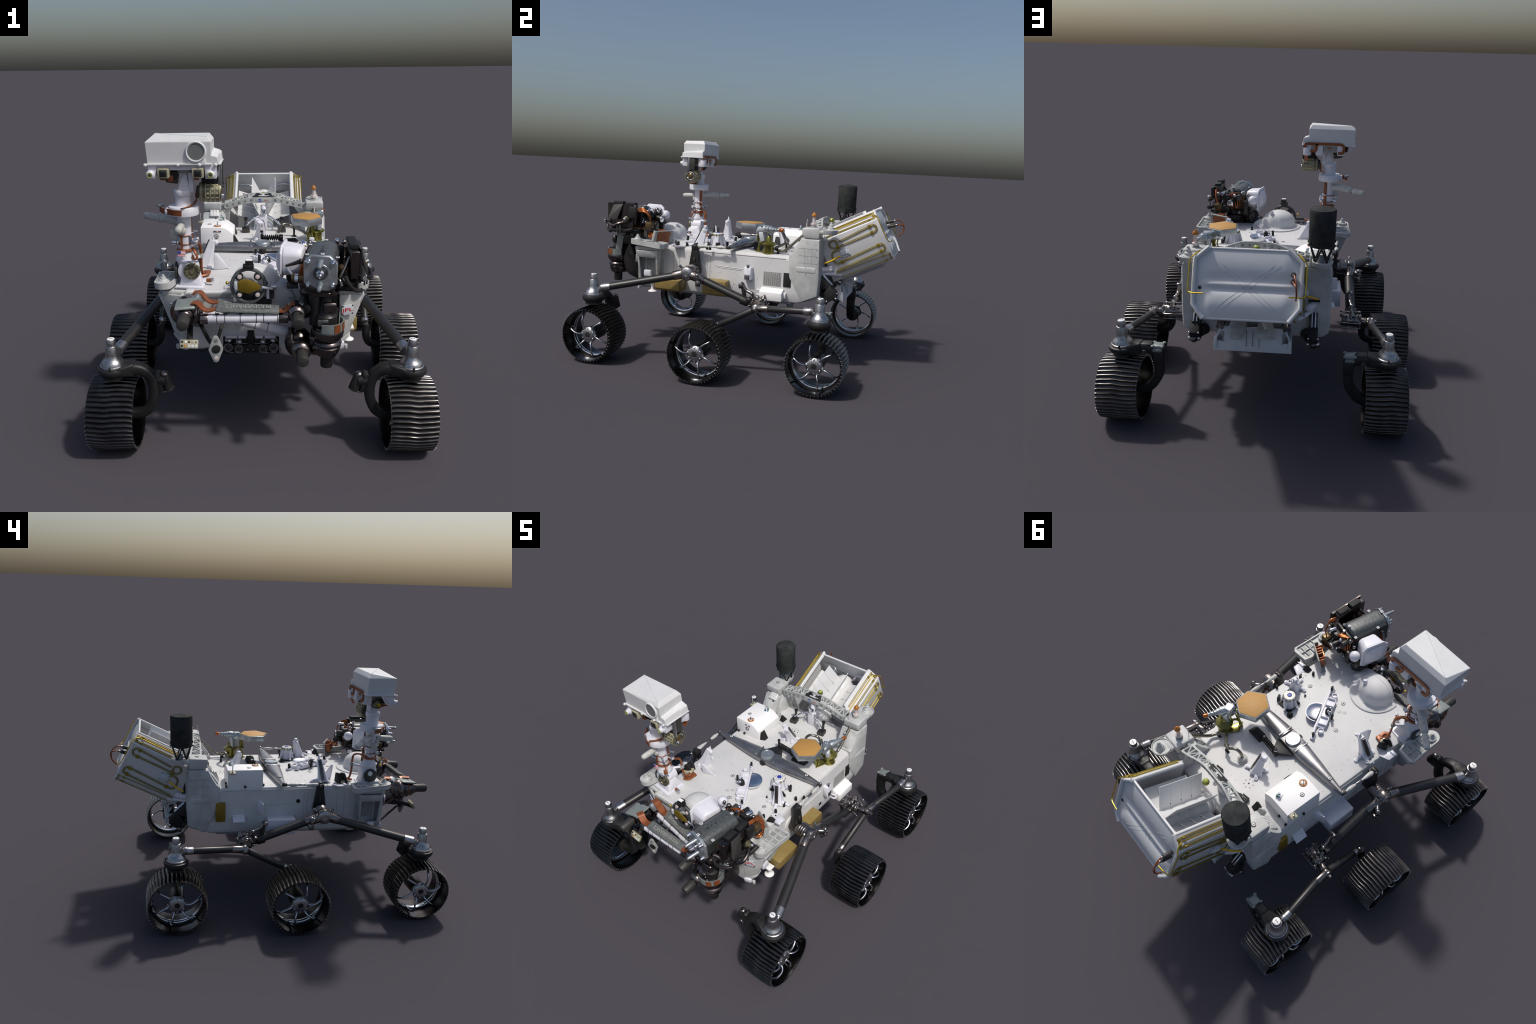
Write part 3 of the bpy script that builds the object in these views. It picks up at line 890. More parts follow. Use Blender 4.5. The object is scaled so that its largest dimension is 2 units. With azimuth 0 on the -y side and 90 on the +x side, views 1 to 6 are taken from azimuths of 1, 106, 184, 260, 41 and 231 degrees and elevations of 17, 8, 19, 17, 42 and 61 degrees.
for s_ in (1, -1):
    q.hull([bt(s_ * .150, .05), bt(s_ * .155, .62), bt(s_ * .163, 0) + V((0, -.03, .0)), bt(s_ * .190, .56), bt(s_ * .158, .05), bt(s_ * .188, .60)], 'plate_white', bev=.001)
    q.hull([V((s_ * x_, y_, z_)) for x_ in (.180, .196) for y_, z_ in ((.676, .505), (.682, .448), (.60, .455), (.60, .51))], 'plate_white', bev=.002)
    q.box(bt(s_ * .152, .42, .003), (.004, .004, .055), 'bolt_grey', rot=(14, 0, 0), bev=.001)
for x in (-.032, .0, .032):
    q.box(bt(x, .45, .0005), (.004, .003, .085), 'bolt_grey', rot=(13.8, 0, 0), bev=.0008)
q.make('baffle_plate', rover)

# ------------------------------------------------------------------ wheels
HW = .107
def build_tread():
    t = Part()
    G = 48; per = 9; nx = 26
    ph = [-.5, -.30, -.15, -.065, 0, .065, .15, .30, .42]
    hh = [.0000, .0008, .0022, .0046, .0070, .0046, .0022, .0008, .0001]
    rings = []
    for i in range(nx + 1):
        x = -HW + 2 * HW * i / nx
        e_ = abs(x) / HW
        R0 = .1676 - .0050 * e_ ** 2.5
        shift = .10 * math.sin(1.25 * math.pi * x / HW + .5) + .025 * math.sin(3.1 * math.pi * x / HW)
        rg = []
        for g in range(G):
            for p_, h_ in zip(ph, hh):
                th = 2 * math.pi * (g + p_ + shift) / G
                r = R0 + h_
                rg.append(V((x, r * math.cos(th), r * math.sin(th))))
        rings.append(rg)
    n = len(rings[0])
    # inner wall
    def circ(x, r):
        return [V((x, r * math.cos(math.atan2(p.z, p.y)), r * math.sin(math.atan2(p.z, p.y)))) for p in rings[0]]
    full = [circ(-HW + .001, .157)] + rings + [circ(HW - .001, .157), circ(HW - .02, .1555), circ(.016, .158), circ(.014, .146), circ(.006, .1435), circ(-.006, .1435), circ(-.014, .146), circ(-.016, .158), circ(-HW + .02, .1555), circ(-HW + .001, .157)]
    t.loft(full, 'wheel_metal', cap=False)
    # small bright blocks at the grouser ends on both rims
    for sgn in (1, -1):
        i_ = nx if sgn > 0 else 0
        for g in range(G):
            p_ = rings[i_][g * per + 4]; th = math.degrees(math.atan2(p_.z, p_.y))
            t.box((sgn * (HW - .0012), p_.y * .978, p_.z * .978), (.0036, .0105, .0030), 'steel', rot=(th, 0, 0), bev=.0006, seg=1)
    # inner stiffening ring that carries the spokes
    sec = [(.1460, -.013), (.1412, -.011), (.1390, -.004), (.1390, .004), (.1412, .011), (.1460, .013)]
    t.loft([[V((x_, r_ * math.cos(2 * math.pi * i / 72), r_ * math.sin(2 * math.pi * i / 72))) for i in range(72)] for r_, x_ in sec + sec[:1]], 'spoke_metal', cap=False)
    return t
def build_hub():
    h = Part()
    h.lathe([(.0, .050), (.044, .05), (.050, .056), (.050, .068), (.043, .076), (.036, .080), (.018, .081), (.016, .077), (.001, .077)], (0, 0, 0), (1, 0, 0), 'cast_steel', 28)
    h.cyl((.076, 0, 0), (.0785, 0, 0), .015, 'black_matt', n=20)
    h.cyl((-.07, 0, 0), (.052, 0, 0), .046, 'arm_dark', r1=.044)
    for i in range(6):
        a = 2 * math.pi * (i + .5) / 6
        h.sphere((.074, .040 * math.cos(a), .040 * math.sin(a)), .0075, 'spoke_metal', n=10)
        a = 2 * math.pi * i / 6
        h.box((.066, .050 * math.cos(a), .050 * math.sin(a)), (.016, .012, .012), 'cast_steel', rot=(math.degrees(a), 0, 0), bev=.003)
    return h
def build_spoke():
    k = Part()
    def pt(x, r, deg):
        return V((x, r * math.cos(math.radians(deg)), r * math.sin(math.radians(deg))))
    k.tube([pt(.062, .044, 4), pt(.078, .054, 7), pt(.088, .072, 6), pt(.089, .095, 2), pt(.083, .118, -2), pt(.070, .135, -3), pt(.052, .1445, -2), pt(.034, .1475, 0), pt(.018, .146, 3), pt(.004, .142, 5)],
           lambda t: .0078 - .0022 * t, 'spoke_metal', n=12, k=5, flat=.8)
    k.tube([pt(.004, .141, 5), pt(.002, .140, 12), pt(.012, .139, 18)], .0045, 'spoke_metal', n=8)
    k.sphere(pt(.064, .046, 4), .010, 'cast_steel', n=10)
    return k
tread, hub, spoke = build_tread(), build_hub(), build_spoke()
ME = {1: [p.mesh(n) for p, n in ((tread, 'wheel'), (hub, 'wheel_hub'), (spoke, 'wheel_spoke'))],
      -1: [p.mirrored().mesh(n) for p, n in ((tread, 'wheel'), (hub, 'wheel_hub'), (spoke, 'wheel_spoke'))]}
WHEELS = [(.684, -.820), (.7640, -.060), (.684, .632)]
ZC = .1748
for s in (1, -1):
    for k_, (x, y) in enumerate(WHEELS):
        w = inst(ME[s][0], 'wheel', rover, (s * x, y, ZC))
        inst(ME[s][1], 'wheel_hub', w)
        base = (48, 47, 45)[k_]
        for i in range(6):
            inst(ME[s][2], 'wheel_spoke', w, (0, 0, 0), (math.radians(60 * i + base), 0, 0))

# ------------------------------------------------------------------ suspension
for s in (1, -1):
    X = lambda x: s * x
    P = lambda x, y, z: V((s * x, y, z))
    leg = Part()
    # rocker: hub, front tube, rear tube
    hubc = P(.50, -.262, .586)
    leg.cyl(P(.36, -.262, .588), P(.379, -.262, .588), .062, 'white_paint', n=32); leg.cyl(P(.375, -.262, .588), P(.44, -.262, .587), .037, 'motor_grey', n=32)
    leg.cyl(P(.43, -.262, .587), P(.505, -.262, .586), .045, 'joint_metal', n=32)
    for xx in (.455, .470, .485):
        leg.torus(P(xx, -.262, .586), (1, 0, 0), .046, .003, 'steel', 28, 8)
    leg.cyl(P(.50, -.262, .586), P(.535, -.262, .586), .046, 'joint_metal', n=32)
    leg.lathe([(.039, 0), (.0395, .006), (.032, .012), (.014, .013), (.012, .010), (.001, .0105)], P(.533, -.262, .586), (s, 0, 0), 'cast_steel', 32)
    for i in range(7):
        a = math.pi + math.pi * i / 6
        leg.box(P(.545, -.262 + .022 * math.cos(a), .586 + .022 * math.sin(a)), (.003, .014, .003), 'arm_dark', rot=(math.degrees(a), 0, 0), bev=.0008)
    leg.cyl(P(.512, -.288, .582), P(.533, -.354, .563), .033, 'joint_metal', r1=.028, n=24)
    leg.cyl(P(.515, -.236, .578), P(.508, -.150, .549), .032, 'joint_metal', r1=.0275, n=24)
    for yy, dz in ((-.305, 1), (-.215, 1)):
        leg.cyl(P(.505, yy, .612), P(.512, yy + (-.016 if yy < -.26 else .016), .632), .0085, 'steel', n=14)
    rocker = leg.make('suspension_rocker', rover)
    q = Part()
    q.tube([P(.532, -.345, .5645), P(.661, -.740, .476)], .0285, 'tube_black', n=28, flat=.84, up=(0, 0, 1), smooth=False)
    q.tube([P(.657, -.726, .479), P(.672, -.775, .470)], .0295, 'cast_steel', n=28, flat=.86, up=(0, 0, 1), smooth=False)
    q.make('rocker_tube', rocker)
    q = Part()
    q.tube([P(.507, -.150, .549), P(.512, .150, .446)], .0285, 'tube_black', n=28, flat=.84, up=(0, 0, 1), smooth=False)
    q.make('rocker_tube', rocker)
    # vertical black lever to the differential link
    q = Part()
    q.hull([P(x, y, z) for x in (.398, .428) for y, z in ((-.298, .605), (-.218, .605), (-.240, .757), (-.248, .769), (-.262, .769), (-.275, .757))], 'yoke_black', bev=.004)
    q.box(P(.412, -.256, .742), (.040, .046, .030), 'yoke_black', bev=.004)
    q.cyl(P(.42, -.256, .752), P(.437, -.256, .752), .009, 'steel')
    q.cyl(P(.425, -.256, .672), P(.433, -.256, .672), .007, 'motor_grey')
    q.box(P(.43, -.256, .66), (.01, .010, .02), 'motor_grey')
    q.make('rocker_lever', rocker)
    # wiggly clamp on the pivot
    q = Part()
    q.cyl(P(.53, -.205, .575), P(.575, -.165, .570), .013, 'steel'); q.sphere(P(.565, -.175, .588), .015, 'steel')
    q.cyl(P(.56, -.178, .592), P(.565, -.172, .540), .010, 'joint_metal'); q.cyl(P(.56, -.172, .552), P(.565, -.168, .530), .017, 'steel', r1=.013)
    q.cyl(P(.545, -.18, .54), P(.55, -.178, .515), .015, 'motor_grey')
    q.make('pivot_clamp', rocker)
    # bogie
    q = Part()
    q.cyl(P(.46, .214, .435), P(.56, .222, .434), .036, 'joint_metal', n=28)
    for xx in (.468, .485, .53, .55):
        q.torus(P(xx, .216, .435), (1, 0, 0), .037, .004, 'steel', 28, 8)
    for i in range(6):
        a = 2 * math.pi * i / 6
        q.cyl(P(.455, .216 + .046 * math.cos(a), .435 + .046 * math.sin(a)), P(.565, .22 + .046 * math.cos(a), .434 + .046 * math.sin(a)), .0035, 'steel', n=8)
        q.sphere(P(.455, .216 + .046 * math.cos(a), .435 + .046 * math.sin(a)), .007, 'steel', n=10)
        q.sphere(P(.563, .216 + .046 * math.cos(a), .435 + .046 * math.sin(a)), .007, 'steel', n=10)
    q.cyl(P(.515, .100, .458), P(.512, .145, .444), .028, 'yoke_black', n=24)
    q.cyl(P(.512, .135, .448), P(.512, .20, .436), .024, 'joint_metal', n=24)
    q.box(P(.512, .155, .462), (.07, .035, .035), 'arm_metal', rot=(15, 0, 0), bev=.01)
    q.cyl(P(.56, .222, .434), P(.615, .234, .434), .021, 'joint_metal', n=24)
    q.sphere(P(.615, .234, .436), .026, 'joint_metal')
    q.lathe([(.022, 0), (.026, .006), (.026, .012), (.018, .018), (.012, .020), (.012, .032), (.006, .036), (.001, .036)], P(.622, .232, .436), (s, 0, 0), 'steel', 24)
    # stub elbow levers above
    q.tube([P(.50, .120, .462), P(.50, .112, .50), P(.495, .10, .545), P(.50, .088, .552)], .0135, 'arm_dark', n=12)
    q.tube([P(.512, .185, .470), P(.512, .170, .50), P(.505, .13, .515), P(.50, .105, .545)], .010, 'joint_metal', n=10)
    q.cyl(P(.485, .095, .545), P(.52, .092, .548), .013, 'steel'); q.sphere(P(.515, .17, .50), .013, 'steel'); q.sphere(P(.515, .205, .482), .012, 'steel')
    random.seed(11)
    for i in range(14):
        q.sphere(P(random.uniform(.47, .56), random.uniform(.17, .27), random.uniform(.44, .485)), random.uniform(.006, .011), 'steel', n=10)
    q.lathe([(.012, 0), (.018, .01), (.004, .035)], P(.515, .245, .47), (0, .2, 1), 'joint_metal', 16)
    bog = q.make('suspension_bogie', rover)
    q = Part()
    q.cyl(P(.618, .245, .437), P(.624, .310, .444), .0235, 'joint_metal', n=24, r1=.0215)
    q.cyl(P(.624, .305, .4435), P(.676, .552, .4685), .0200, 'tube_black', n=24)
    q.cyl(P(.671, .537, .4670), P(.677, .578, .470), .0225, 'cast_steel', r1=.023, n=24)
    q.sphere(P(.677, .578, .470), .0235, 'joint_metal')
    q.make('bogie_tube', bog)
    q = Part()
    q.cyl(P(.612, .210, .422), P(.599, -.005, .304), .0200, 'tube_black', n=24)
    q.cyl(P(.599, -.004, .3045), P(.599, -.03, .292), .0205, 'cast_steel', n=24)
    q.cyl(P(.599, -.03, .292), P(.598, -.062, .280), .0175, 'motor_grey', n=20); q.cyl(P(.60, -.05, .30), P(.60, -.05, .318), .006, 'cast_steel')
    # drive arm of the middle wheel
    q.tube([P(.600, -.060, .290), P(.598, -.069, .25), P(.604, -.071, .21), P(.632, -.071, .180), P(.70, -.070, .175)], .022, 'yoke_black', n=12, flat=1.1)
    q.make('bogie_tube', bog)
    # steering struts and drive arms, front and rear
    for fr in (1, 0):
        yc = -.828 if fr else .632
        xc = .684 if fr else .684
        st = Part()
        st.lathe([(.057, -.016), (.059, -.010), (.0575, -.004), (.053, -.001), (.051, .008), (.046, .015), (.038, .023), (.032, .034), (.0292, .046), (.0280, .086), (.0262, .089), (.0222, .090), (.0218, .116), (.0195, .120), (.001, .1205)], P(xc, yc, .433), (0, 0, 1), 'cast_steel', 40)
        ty = .045 if fr else -.045
        tgt = P(.676, yc + (.060 if fr else -.052), .470 if fr else .470)
        st.hull([P(xc + .006, yc + ty * .45, .462), P(xc - .006, yc + ty * .45, .462), tgt + V((s * .016, 0, .020)), tgt + V((-s * .016, 0, .020)), tgt + V((s * .012, 0, -.020)), tgt + V((-s * .012, 0, -.020)), P(xc + .01, yc + ty * .5, .437), P(xc - .01, yc + ty * .5, .437)], 'cast_steel', bev=.005)
        st.cyl(tgt - V((0, ty * .25, 0)), tgt + V((0, ty * .25, .003)), .0225, 'cast_steel', n=24)
        st.box(P(xc, yc + (-.057 if fr else .057), .428), (.008, .010, .018), 'black_matt', bev=.002)
        # fiducial cap
        st.cyl(P(xc, yc, .552), P(xc, yc, .5550), .0165, 'mark_white', n=20, bev=.0003)
        for dx in (-.0065, .0065):
            st.box(P(xc + dx, yc, .5553), (.004, .007, .0008), 'mark_black', bev=0)
        st.box(P(xc, yc, .5553), (.005, .003, .0008), 'mark_black', bev=0)
        st_o = st.make('steering_strut', rover)
        g = Part()
        # yoke disc
        g.lathe([(.050, -.040), (.053, -.028), (.062, -.022), (.069, -.012), (.0715, .0), (.068, .009), (.056, .013)], P(xc, yc, .408), (0, 0, 1), 'yoke_black', 36)
        g.cyl(P(xc, yc, .362), P(xc, yc, .395), .051, 'motor_grey', n=28)
        # goose-neck: over the wheel rim, down and back out to the hub
        if fr:
            path = [P(.650, yc, .402), P(.60, yc, .408), P(.556, yc + .003, .402), P(.522, yc + .006, .376), P(.504, yc + .008, .335), P(.501, yc + .008, .28), P(.514, yc + .008, .225), P(.545, yc + .008, .184), P(.60, yc + .009, .168), P(.66, yc + .01, .1745)]
            rad_ = lambda t: .024 + .010 * max(0, 1 - t * 3.5)
        else:
            path = [P(.655, yc, .406), P(.60, yc, .410), P(.55, yc, .406), P(.510, yc, .395), P(.492, yc, .36), P(.492, yc, .28), P(.51, yc, .232), P(.545, yc, .188), P(.60, yc, .170), P(.66, yc, .1745)]
            rad_ = lambda t: .026
        g.tube(path, rad_, 'yoke_black', n=16, k=5, flat=1.15, up=(0, 1, 0), square=.55)
        g.hull([P(.655, yc + dy, z) for dy in (-.056, .056) for z in (.385, .427)] + [P(.580, yc + dy, z) for dy in (-.030, .030) for z in (.374, .441)], 'yoke_black', bev=.010, seg=3)
        if fr:
            g.cyl(P(.500, yc + .012, .345), P(.445, yc + .012, .340), .027, 'yoke_black', n=20)
            g.lathe([(.020, 0), (.027, .002), (.0265, .01), (.021, .07), (.018, .082), (.010, .088), (.001, .089)], P(.430, yc + .014, .293), P(.022, 0, .085), 'arm_dark', 24)
            g.sphere(P(.4495, yc + .014, .370), .0195, 'joint_metal', scale=(1, 1, .75))
            g.hull([P(x, yc + dy, z) for dy in (-.012, .036) for x, z in ((.495, .38), (.47, .385), (.452, .29), (.490, .285))], 'yoke_black', bev=.008)
            g.box(P(.440, yc + .012, .292), (.05, .045, .008), 'steel', rot=(0, 15 * s, 0), bev=.003)
        else:
            g.box(P(.489, yc + .002, .365), (.054, .060, .095), 'yoke_black', bev=.008)
            g.box(P(.555, yc, .412), (.06, .05, .05), 'yoke_black', bev=.008)
            g.box(P(.494, yc + .002, .420), (.058, .054, .024), 'pad_grey', bev=.010, seg=3)
            g.box(P(.494, yc + .030, .406), (.050, .012, .016), 'pad_grey', bev=.005)
            for ix in (-1, 1):
                for iy in (-1, 1):
                    g.sphere(P(.494 + ix * .025, yc + .002 + iy * .023, .428), .009, 'pad_grey', n=10, scale=(1.2, 1.2, .7))
            g.cyl(P(.562, yc + .025, .395), P(.562, yc + .042, .395), .014, 'motor_grey')
        g.make('drive_arm', st_o)

# ------------------------------------------------------------------ differential bar across the deck
q = Part()
for s in (1, -1):
    rings = []
    for t, hw_, zt_, zb in ((.055, .050, .783, .746), (.10, .047, .784, .745), (.20, .037, .782, .745), (.30, .025, .776, .745), (.39, .014, .768, .746), (.413, .011, .766, .747)):
        rg = []
        for i in range(13):
            a = math.pi * i / 12
            rg.append((s * t, -.028 + hw_ * math.cos(a), zb + .008 + (zt_ - zb - .008) * math.sin(a) ** .7))
        rg += [(s * t, -.028 - hw_, zb), (s * t, -.028 + hw_, zb)]
        rings.append(rg)
    q.loft(rings, 'diff_metal')
    q.box((s * .068, -.028, .780), (.010, .094, .008), 'diff_metal', bev=.003)
    q.sphere((s * .415, -.028, .766), .0095, 'steel')
    q.box((s * .412, -.035, .757), (.024, .03, .02), 'motor_grey', bev=.004)
q.bounds((-.058, -.078, .742), (.058, .022, .772), 'diff_metal', bev=.006)
q.lathe([(.044, 0), (.045, .006), (.044, .026), (.040, .031), (.030, .032), (.029, .031), (.001, .033)], (0, -.027, .757), (0, 0, 1), 'plate_silver', 40)
for i in range(18):
    a = 2 * math.pi * i / 18
    q.bolt((.024 * math.cos(a), -.027 + .024 * math.sin(a), .789), (0, 0, 1), .0016, 'bolt_grey')
q.cyl((0, -.072, .735), (0, -.072, .757), .02, 'black_matt')
diff = q.make('differential_bar', rover)
for x in (-.31, .31):
    inst(fid, 'fiducial_marker', diff, (x, -.028, .7755), (0, 0, .3))
for s in (1, -1):
    q = Part()
    z0 = .757
    q.lathe([(.006, 0), (.0075, .01), (.0075, .02), (.012, .035), (.012, .05), (.006, .085), (.0055, .125), (.006, .13), (.012, .165), (.014, .19), (.011, .20), (.009, .215)], (s * .416, -.040, z0), (s * .002, -.216, -.006), 'rail_white', 18)
    q.cyl((s * .416, -.118, z0 - .001), (s * .416, -.162, z0 - .002), .0066, 'steel', n=16)
    q.make('push_rod', diff)
# black bracket, damper spring and stop box behind the bar
q = Part()
q.hull([(-.072, .024, .742), (.074, .022, .742), (.0, .105, .742), (.02, .105, .742), (-.072, .024, .752), (.074, .022, .752), (.0, .10, .775), (.02, .10, .775)], 'yoke_black', bev=.004)
q.cyl((-.006, .099, .745), (-.006, .099, .800), .008, 'black_matt'); q.sphere((-.006, .099, .803), .010, 'chrome', n=12); q.cyl((-.006, .099, .806), (-.006, .099, .818), .009, 'black_matt')
hel = []
for i in range(121):
    a = i / 120 * 2 * math.pi * 9
    hel.append(V((.0 + .108 * i / 120, .097 + .0145 * math.cos(a) - .006 * i / 120, .776 + .0145 * math.sin(a))))
q.tube(hel, .0036, 'black_matt', n=6, smooth=False)
q.cyl((0, .097, .776), (.11, .091, .776), .007, 'black_matt')
q.cyl((.107, .090, .75), (.107, .090, .795), .011, 'black_matt'); q.sphere((.107, .09, .785), .012, 'steel', n=12)
q.hull([(.120, .060, .735), (.120, .115, .735), (.226, .115, .735), (.222, .068, .735), (.130, .065, .768), (.130, .110, .768), (.19, .11, .772), (.19, .07, .772)], 'black_matt', bev=.003)
q.make('damper_spring', diff)

# ------------------------------------------------------------------ high-gain antenna
HC = V((.250, .054, 0))
hexp = [(.326, .113), (.338, .022), (.257, -.046), (.172, -.004), (.162, .102), (.247, .152)]
q = Part()
q.prism([(x, y, .874) for x, y in hexp], (0, 0, .038), 'plate_silver', bev=.002)
ctr = sum((V((x, y, 0)) for x, y in hexp), V()) / 6
q.prism([(ctr.x + (x - ctr.x) * .93, ctr.y + (y - ctr.y) * .93, .9115) for x, y in hexp], (0, 0, .0035), 'tan_face', bev=.001)
for i in range(6):
    a0 = V((*hexp[i], .9125)); a1 = V((*hexp[(i + 1) % 6], .9125))
    for k in range(10):
        pnt = a0.lerp(a1, (k + .5) / 10); pnt = V((ctr.x + (pnt.x - ctr.x) * .965, ctr.y + (pnt.y - ctr.y) * .965, pnt.z))
        q.bolt(pnt, (0, 0, 1), .0018, 'bolt_grey')
hga = q.make('dish_antenna', rover)
q = Part()
q.lathe([(.038, 0), (.039, .003), (.034, .006), (.033, .05), (.040, .052), (.048, .056), (.049, .064), (.03, .075), (.02, .08), (.018, .105), (.010, .115), (.001, .118)], (.320, .205, .731), (0, 0, 1), 'olive_gold', 36)
q.hull([(.29, .10, .732), (.25, .16, .732), (.29, .10, .739), (.25, .16, .739), (.33, .20, .732), (.33, .20, .739), (.29, .22, .739), (.29, .22, .732)], 'olive_gold', bev=.002)
q.tube([(.275, .125, .735), (.27, .13, .78), (.285, .15, .81), (.30, .17, .80)], .007, 'olive_gold', n=8)
for dx in (0, .014, .028):
    q.tube([(.262 + dx, .125, .737), (.266 + dx, .128, .77), (.258 + dx, .135, .795), (.268 + dx, .14, .83), (.262 + dx, .145, .86)], .004, 'olive_gold', n=8)
q.make('gimbal_base', hga)
q = Part()
q.hull([(.29, .13, .855), (.34, .115, .855), (.30, .20, .865), (.345, .19, .865), (.295, .14, .90), (.335, .125, .90), (.305, .19, .905), (.34, .185, .905)], 'plate_silver', bev=.006)
q.box((.318, .165, .905), (.042, .045, .006), 'plate_silver', rot=(0, 0, 20), bev=.001)
for dx in (-.006, .006):
    q.box((.318 + dx, .165, .9085), (.004, .007, .0012), 'mark_white', bev=0)
q.cyl((.31, .19, .80), (.312, .20, .88), .018, 'plate_silver'); q.box((.335, .16, .835), (.025, .03, .06), 'plate_white', rot=(15, 0, 10), bev=.006)
ax0, ax1 = V((.328, .185, .885)), V((.366, .306, .889)); dd = (ax1 - ax0).normalized()
q.lathe([(.024, 0), (.026, .01), (.026, .03), (.021, .034), (.021, .048), (.014, .052), (.014, .062), (.018, .066), (.012, .07), (.012, .082), (.015, .085), (.010, .09), (.009, .10)], ax0, dd, 'plate_silver', 24)
q.cyl(ax0 + dd * .10, ax1, .0115, 'copper_wire')
q.cyl((.275, .10, .875), (.30, .15, .86), .008, 'plate_silver')
q.cyl((.29, .12, .80), (.295, .13, .875), .009, 'olive_gold')
q.make('gimbal_head', hga)
# waveguide pipe from the tower to the deck
q = Part()
q.tube([(.319, .435, .875), (.319, .37, .812), (.318, .312, .758), (.312, .285, .752), (.29, .245, .757), (.262, .235, .764), (.235, .258, .775), (.20, .282, .79), (.165, .29, .80), (.14, .275, .812), (.118, .262, .81), (.098, .254, .785), (.094, .252, .75)], .0088, 'tube_steel', n=14)
q.lathe([(.030, 0), (.030, .008), (.022, .012), (.022, .028), (.016, .032)], (.094, .252, .731), (0, 0, 1), 'rail_white', 28)
for pnt in ((.30, .262, .755), (.19, .286, .79)):
    q.torus(pnt, (-.6, .6, .2), .011, .004, 'tube_steel', 18, 8)
    q.cyl((pnt[0], pnt[1], .732), (pnt[0], pnt[1], pnt[2]), .006, 'black_matt'); q.box((pnt[0], pnt[1], .734), (.03, .014, .008), 'black_matt', bev=.002)
q.make('waveguide_pipe', rover)

# ------------------------------------------------------------------ white electronics box on the deck
q = Part()
q.hull([(x, y, z) for y in (.090, .306) for x, z in ((-.363, .722), (-.363, .839), (-.245, .839), (-.228, .836), (-.212, .829), (-.174, .800), (-.174, .728))], 'pure_white', bev=.0025)
ebox = q.make('electronics_box', rover)
q = Part()
q.cyl((-.267, .125, .8385), (-.267, .125, .8425), .022, 'orange_cap', n=32); q.cyl((-.267, .125, .842), (-.267, .125, .8440), .011, 'mark_white', n=24)
q.cyl((-.267, .125, .843), (-.267, .125, .8450), .007, 'plate_silver', n=20); q.cyl((-.267, .125, .843), (-.267, .125, .868), .002, 'mark_black', n=8)
for i in range(8):
    a = i * math.pi / 4
    q.bolt((-.267 + .0165 * math.cos(a), .125 + .0165 * math.sin(a), .8425), (0, 0, 1), .0022, ('mark_red', 'mark_white', 'mark_blue', 'lens_green', 'mark_white', 'mark_black', 'mark_green', 'pinkish_white')[i])
q.make('color_calibration_disc', ebox)
q = Part()
q.box((-.251, .271, .8405), (.03, .03, .004), 'chrome', rot=(0, 0, 30)); q.cyl((-.251, .271, .842), (-.251, .271, .862), .008, 'chrome'); q.sphere((-.251, .271, .864), .009, 'chrome', n=12)
q.cyl((-.245, .28, .842), (-.245, .28, .856), .006, 'mark_green')
q.make('box_connector', ebox)
q = Part()
q.hull([(x, y, z) for y in (.262, .298) for x, z in ((-.361, .836), (-.395, .831), (-.395, .826), (-.361, .812))], 'khaki_face', bev=.002)
q.cyl((-.383, .280, .83), (-.383, .280, .882), .0026, 'grey_paint', n=10); q.cyl((-.383, .280, .83), (-.383, .280, .838), .007, 'steel')
q.make('whip_antenna', ebox)
q = Part()
q.box((-.265, .0888, .817), (.045, .002, .010), 'plate_white', bev=.0005)
for i, m_ in enumerate(('mark_black', 'bolt_grey', 'mark_white', 'mark_red', 'mark_blue')):
    q.box((-.281 + i * .0085, .0872, .817), (.007, .002, .006), m_, bev=0)
q.cyl((-.272, .0905, .785), (-.272, .0875, .785), .0135, 'mark_black', n=24); q.cyl((-.272, .0895, .785), (-.272, .0868, .785), .009, 'mark_white', n=24)
q.box((-.272, .0866, .785), (.016, .001, .0025), 'mark_black', bev=0); q.box((-.272, .0866, .785), (.0025, .001, .016), 'mark_black', bev=0)
q.make('box_label', ebox)
q = Part()
for pnt in ((-.345, .083, .738), (-.295, .083, .738), (-.37, .20, .735), (-.36, .315, .738), (-.30, .31, .738)):
    q.box(pnt, (.012, .012, .014), 'black_matt')
q.hull([(-.172, .10, .73), (-.172, .165, .73), (-.140, .115, .73), (-.140, .15, .73), (-.172, .11, .785), (-.172, .15, .785), (-.168, .11, .785)], 'black_matt', bev=.001)
q.hull([(-.20, .345, .73), (-.165, .34, .73), (-.20, .395, .73), (-.165, .39, .73), (-.19, .36, .775), (-.175, .36, .775)], 'black_matt', bev=.001)
q.hull([(-.24, .345, .73), (-.22, .34, .73), (-.235, .395, .73), (-.215, .39, .73), (-.23, .38, .80), (-.22, .38, .80)], 'tower_white', bev=.002)
q.make('deck_stop', rover, stuff=True)

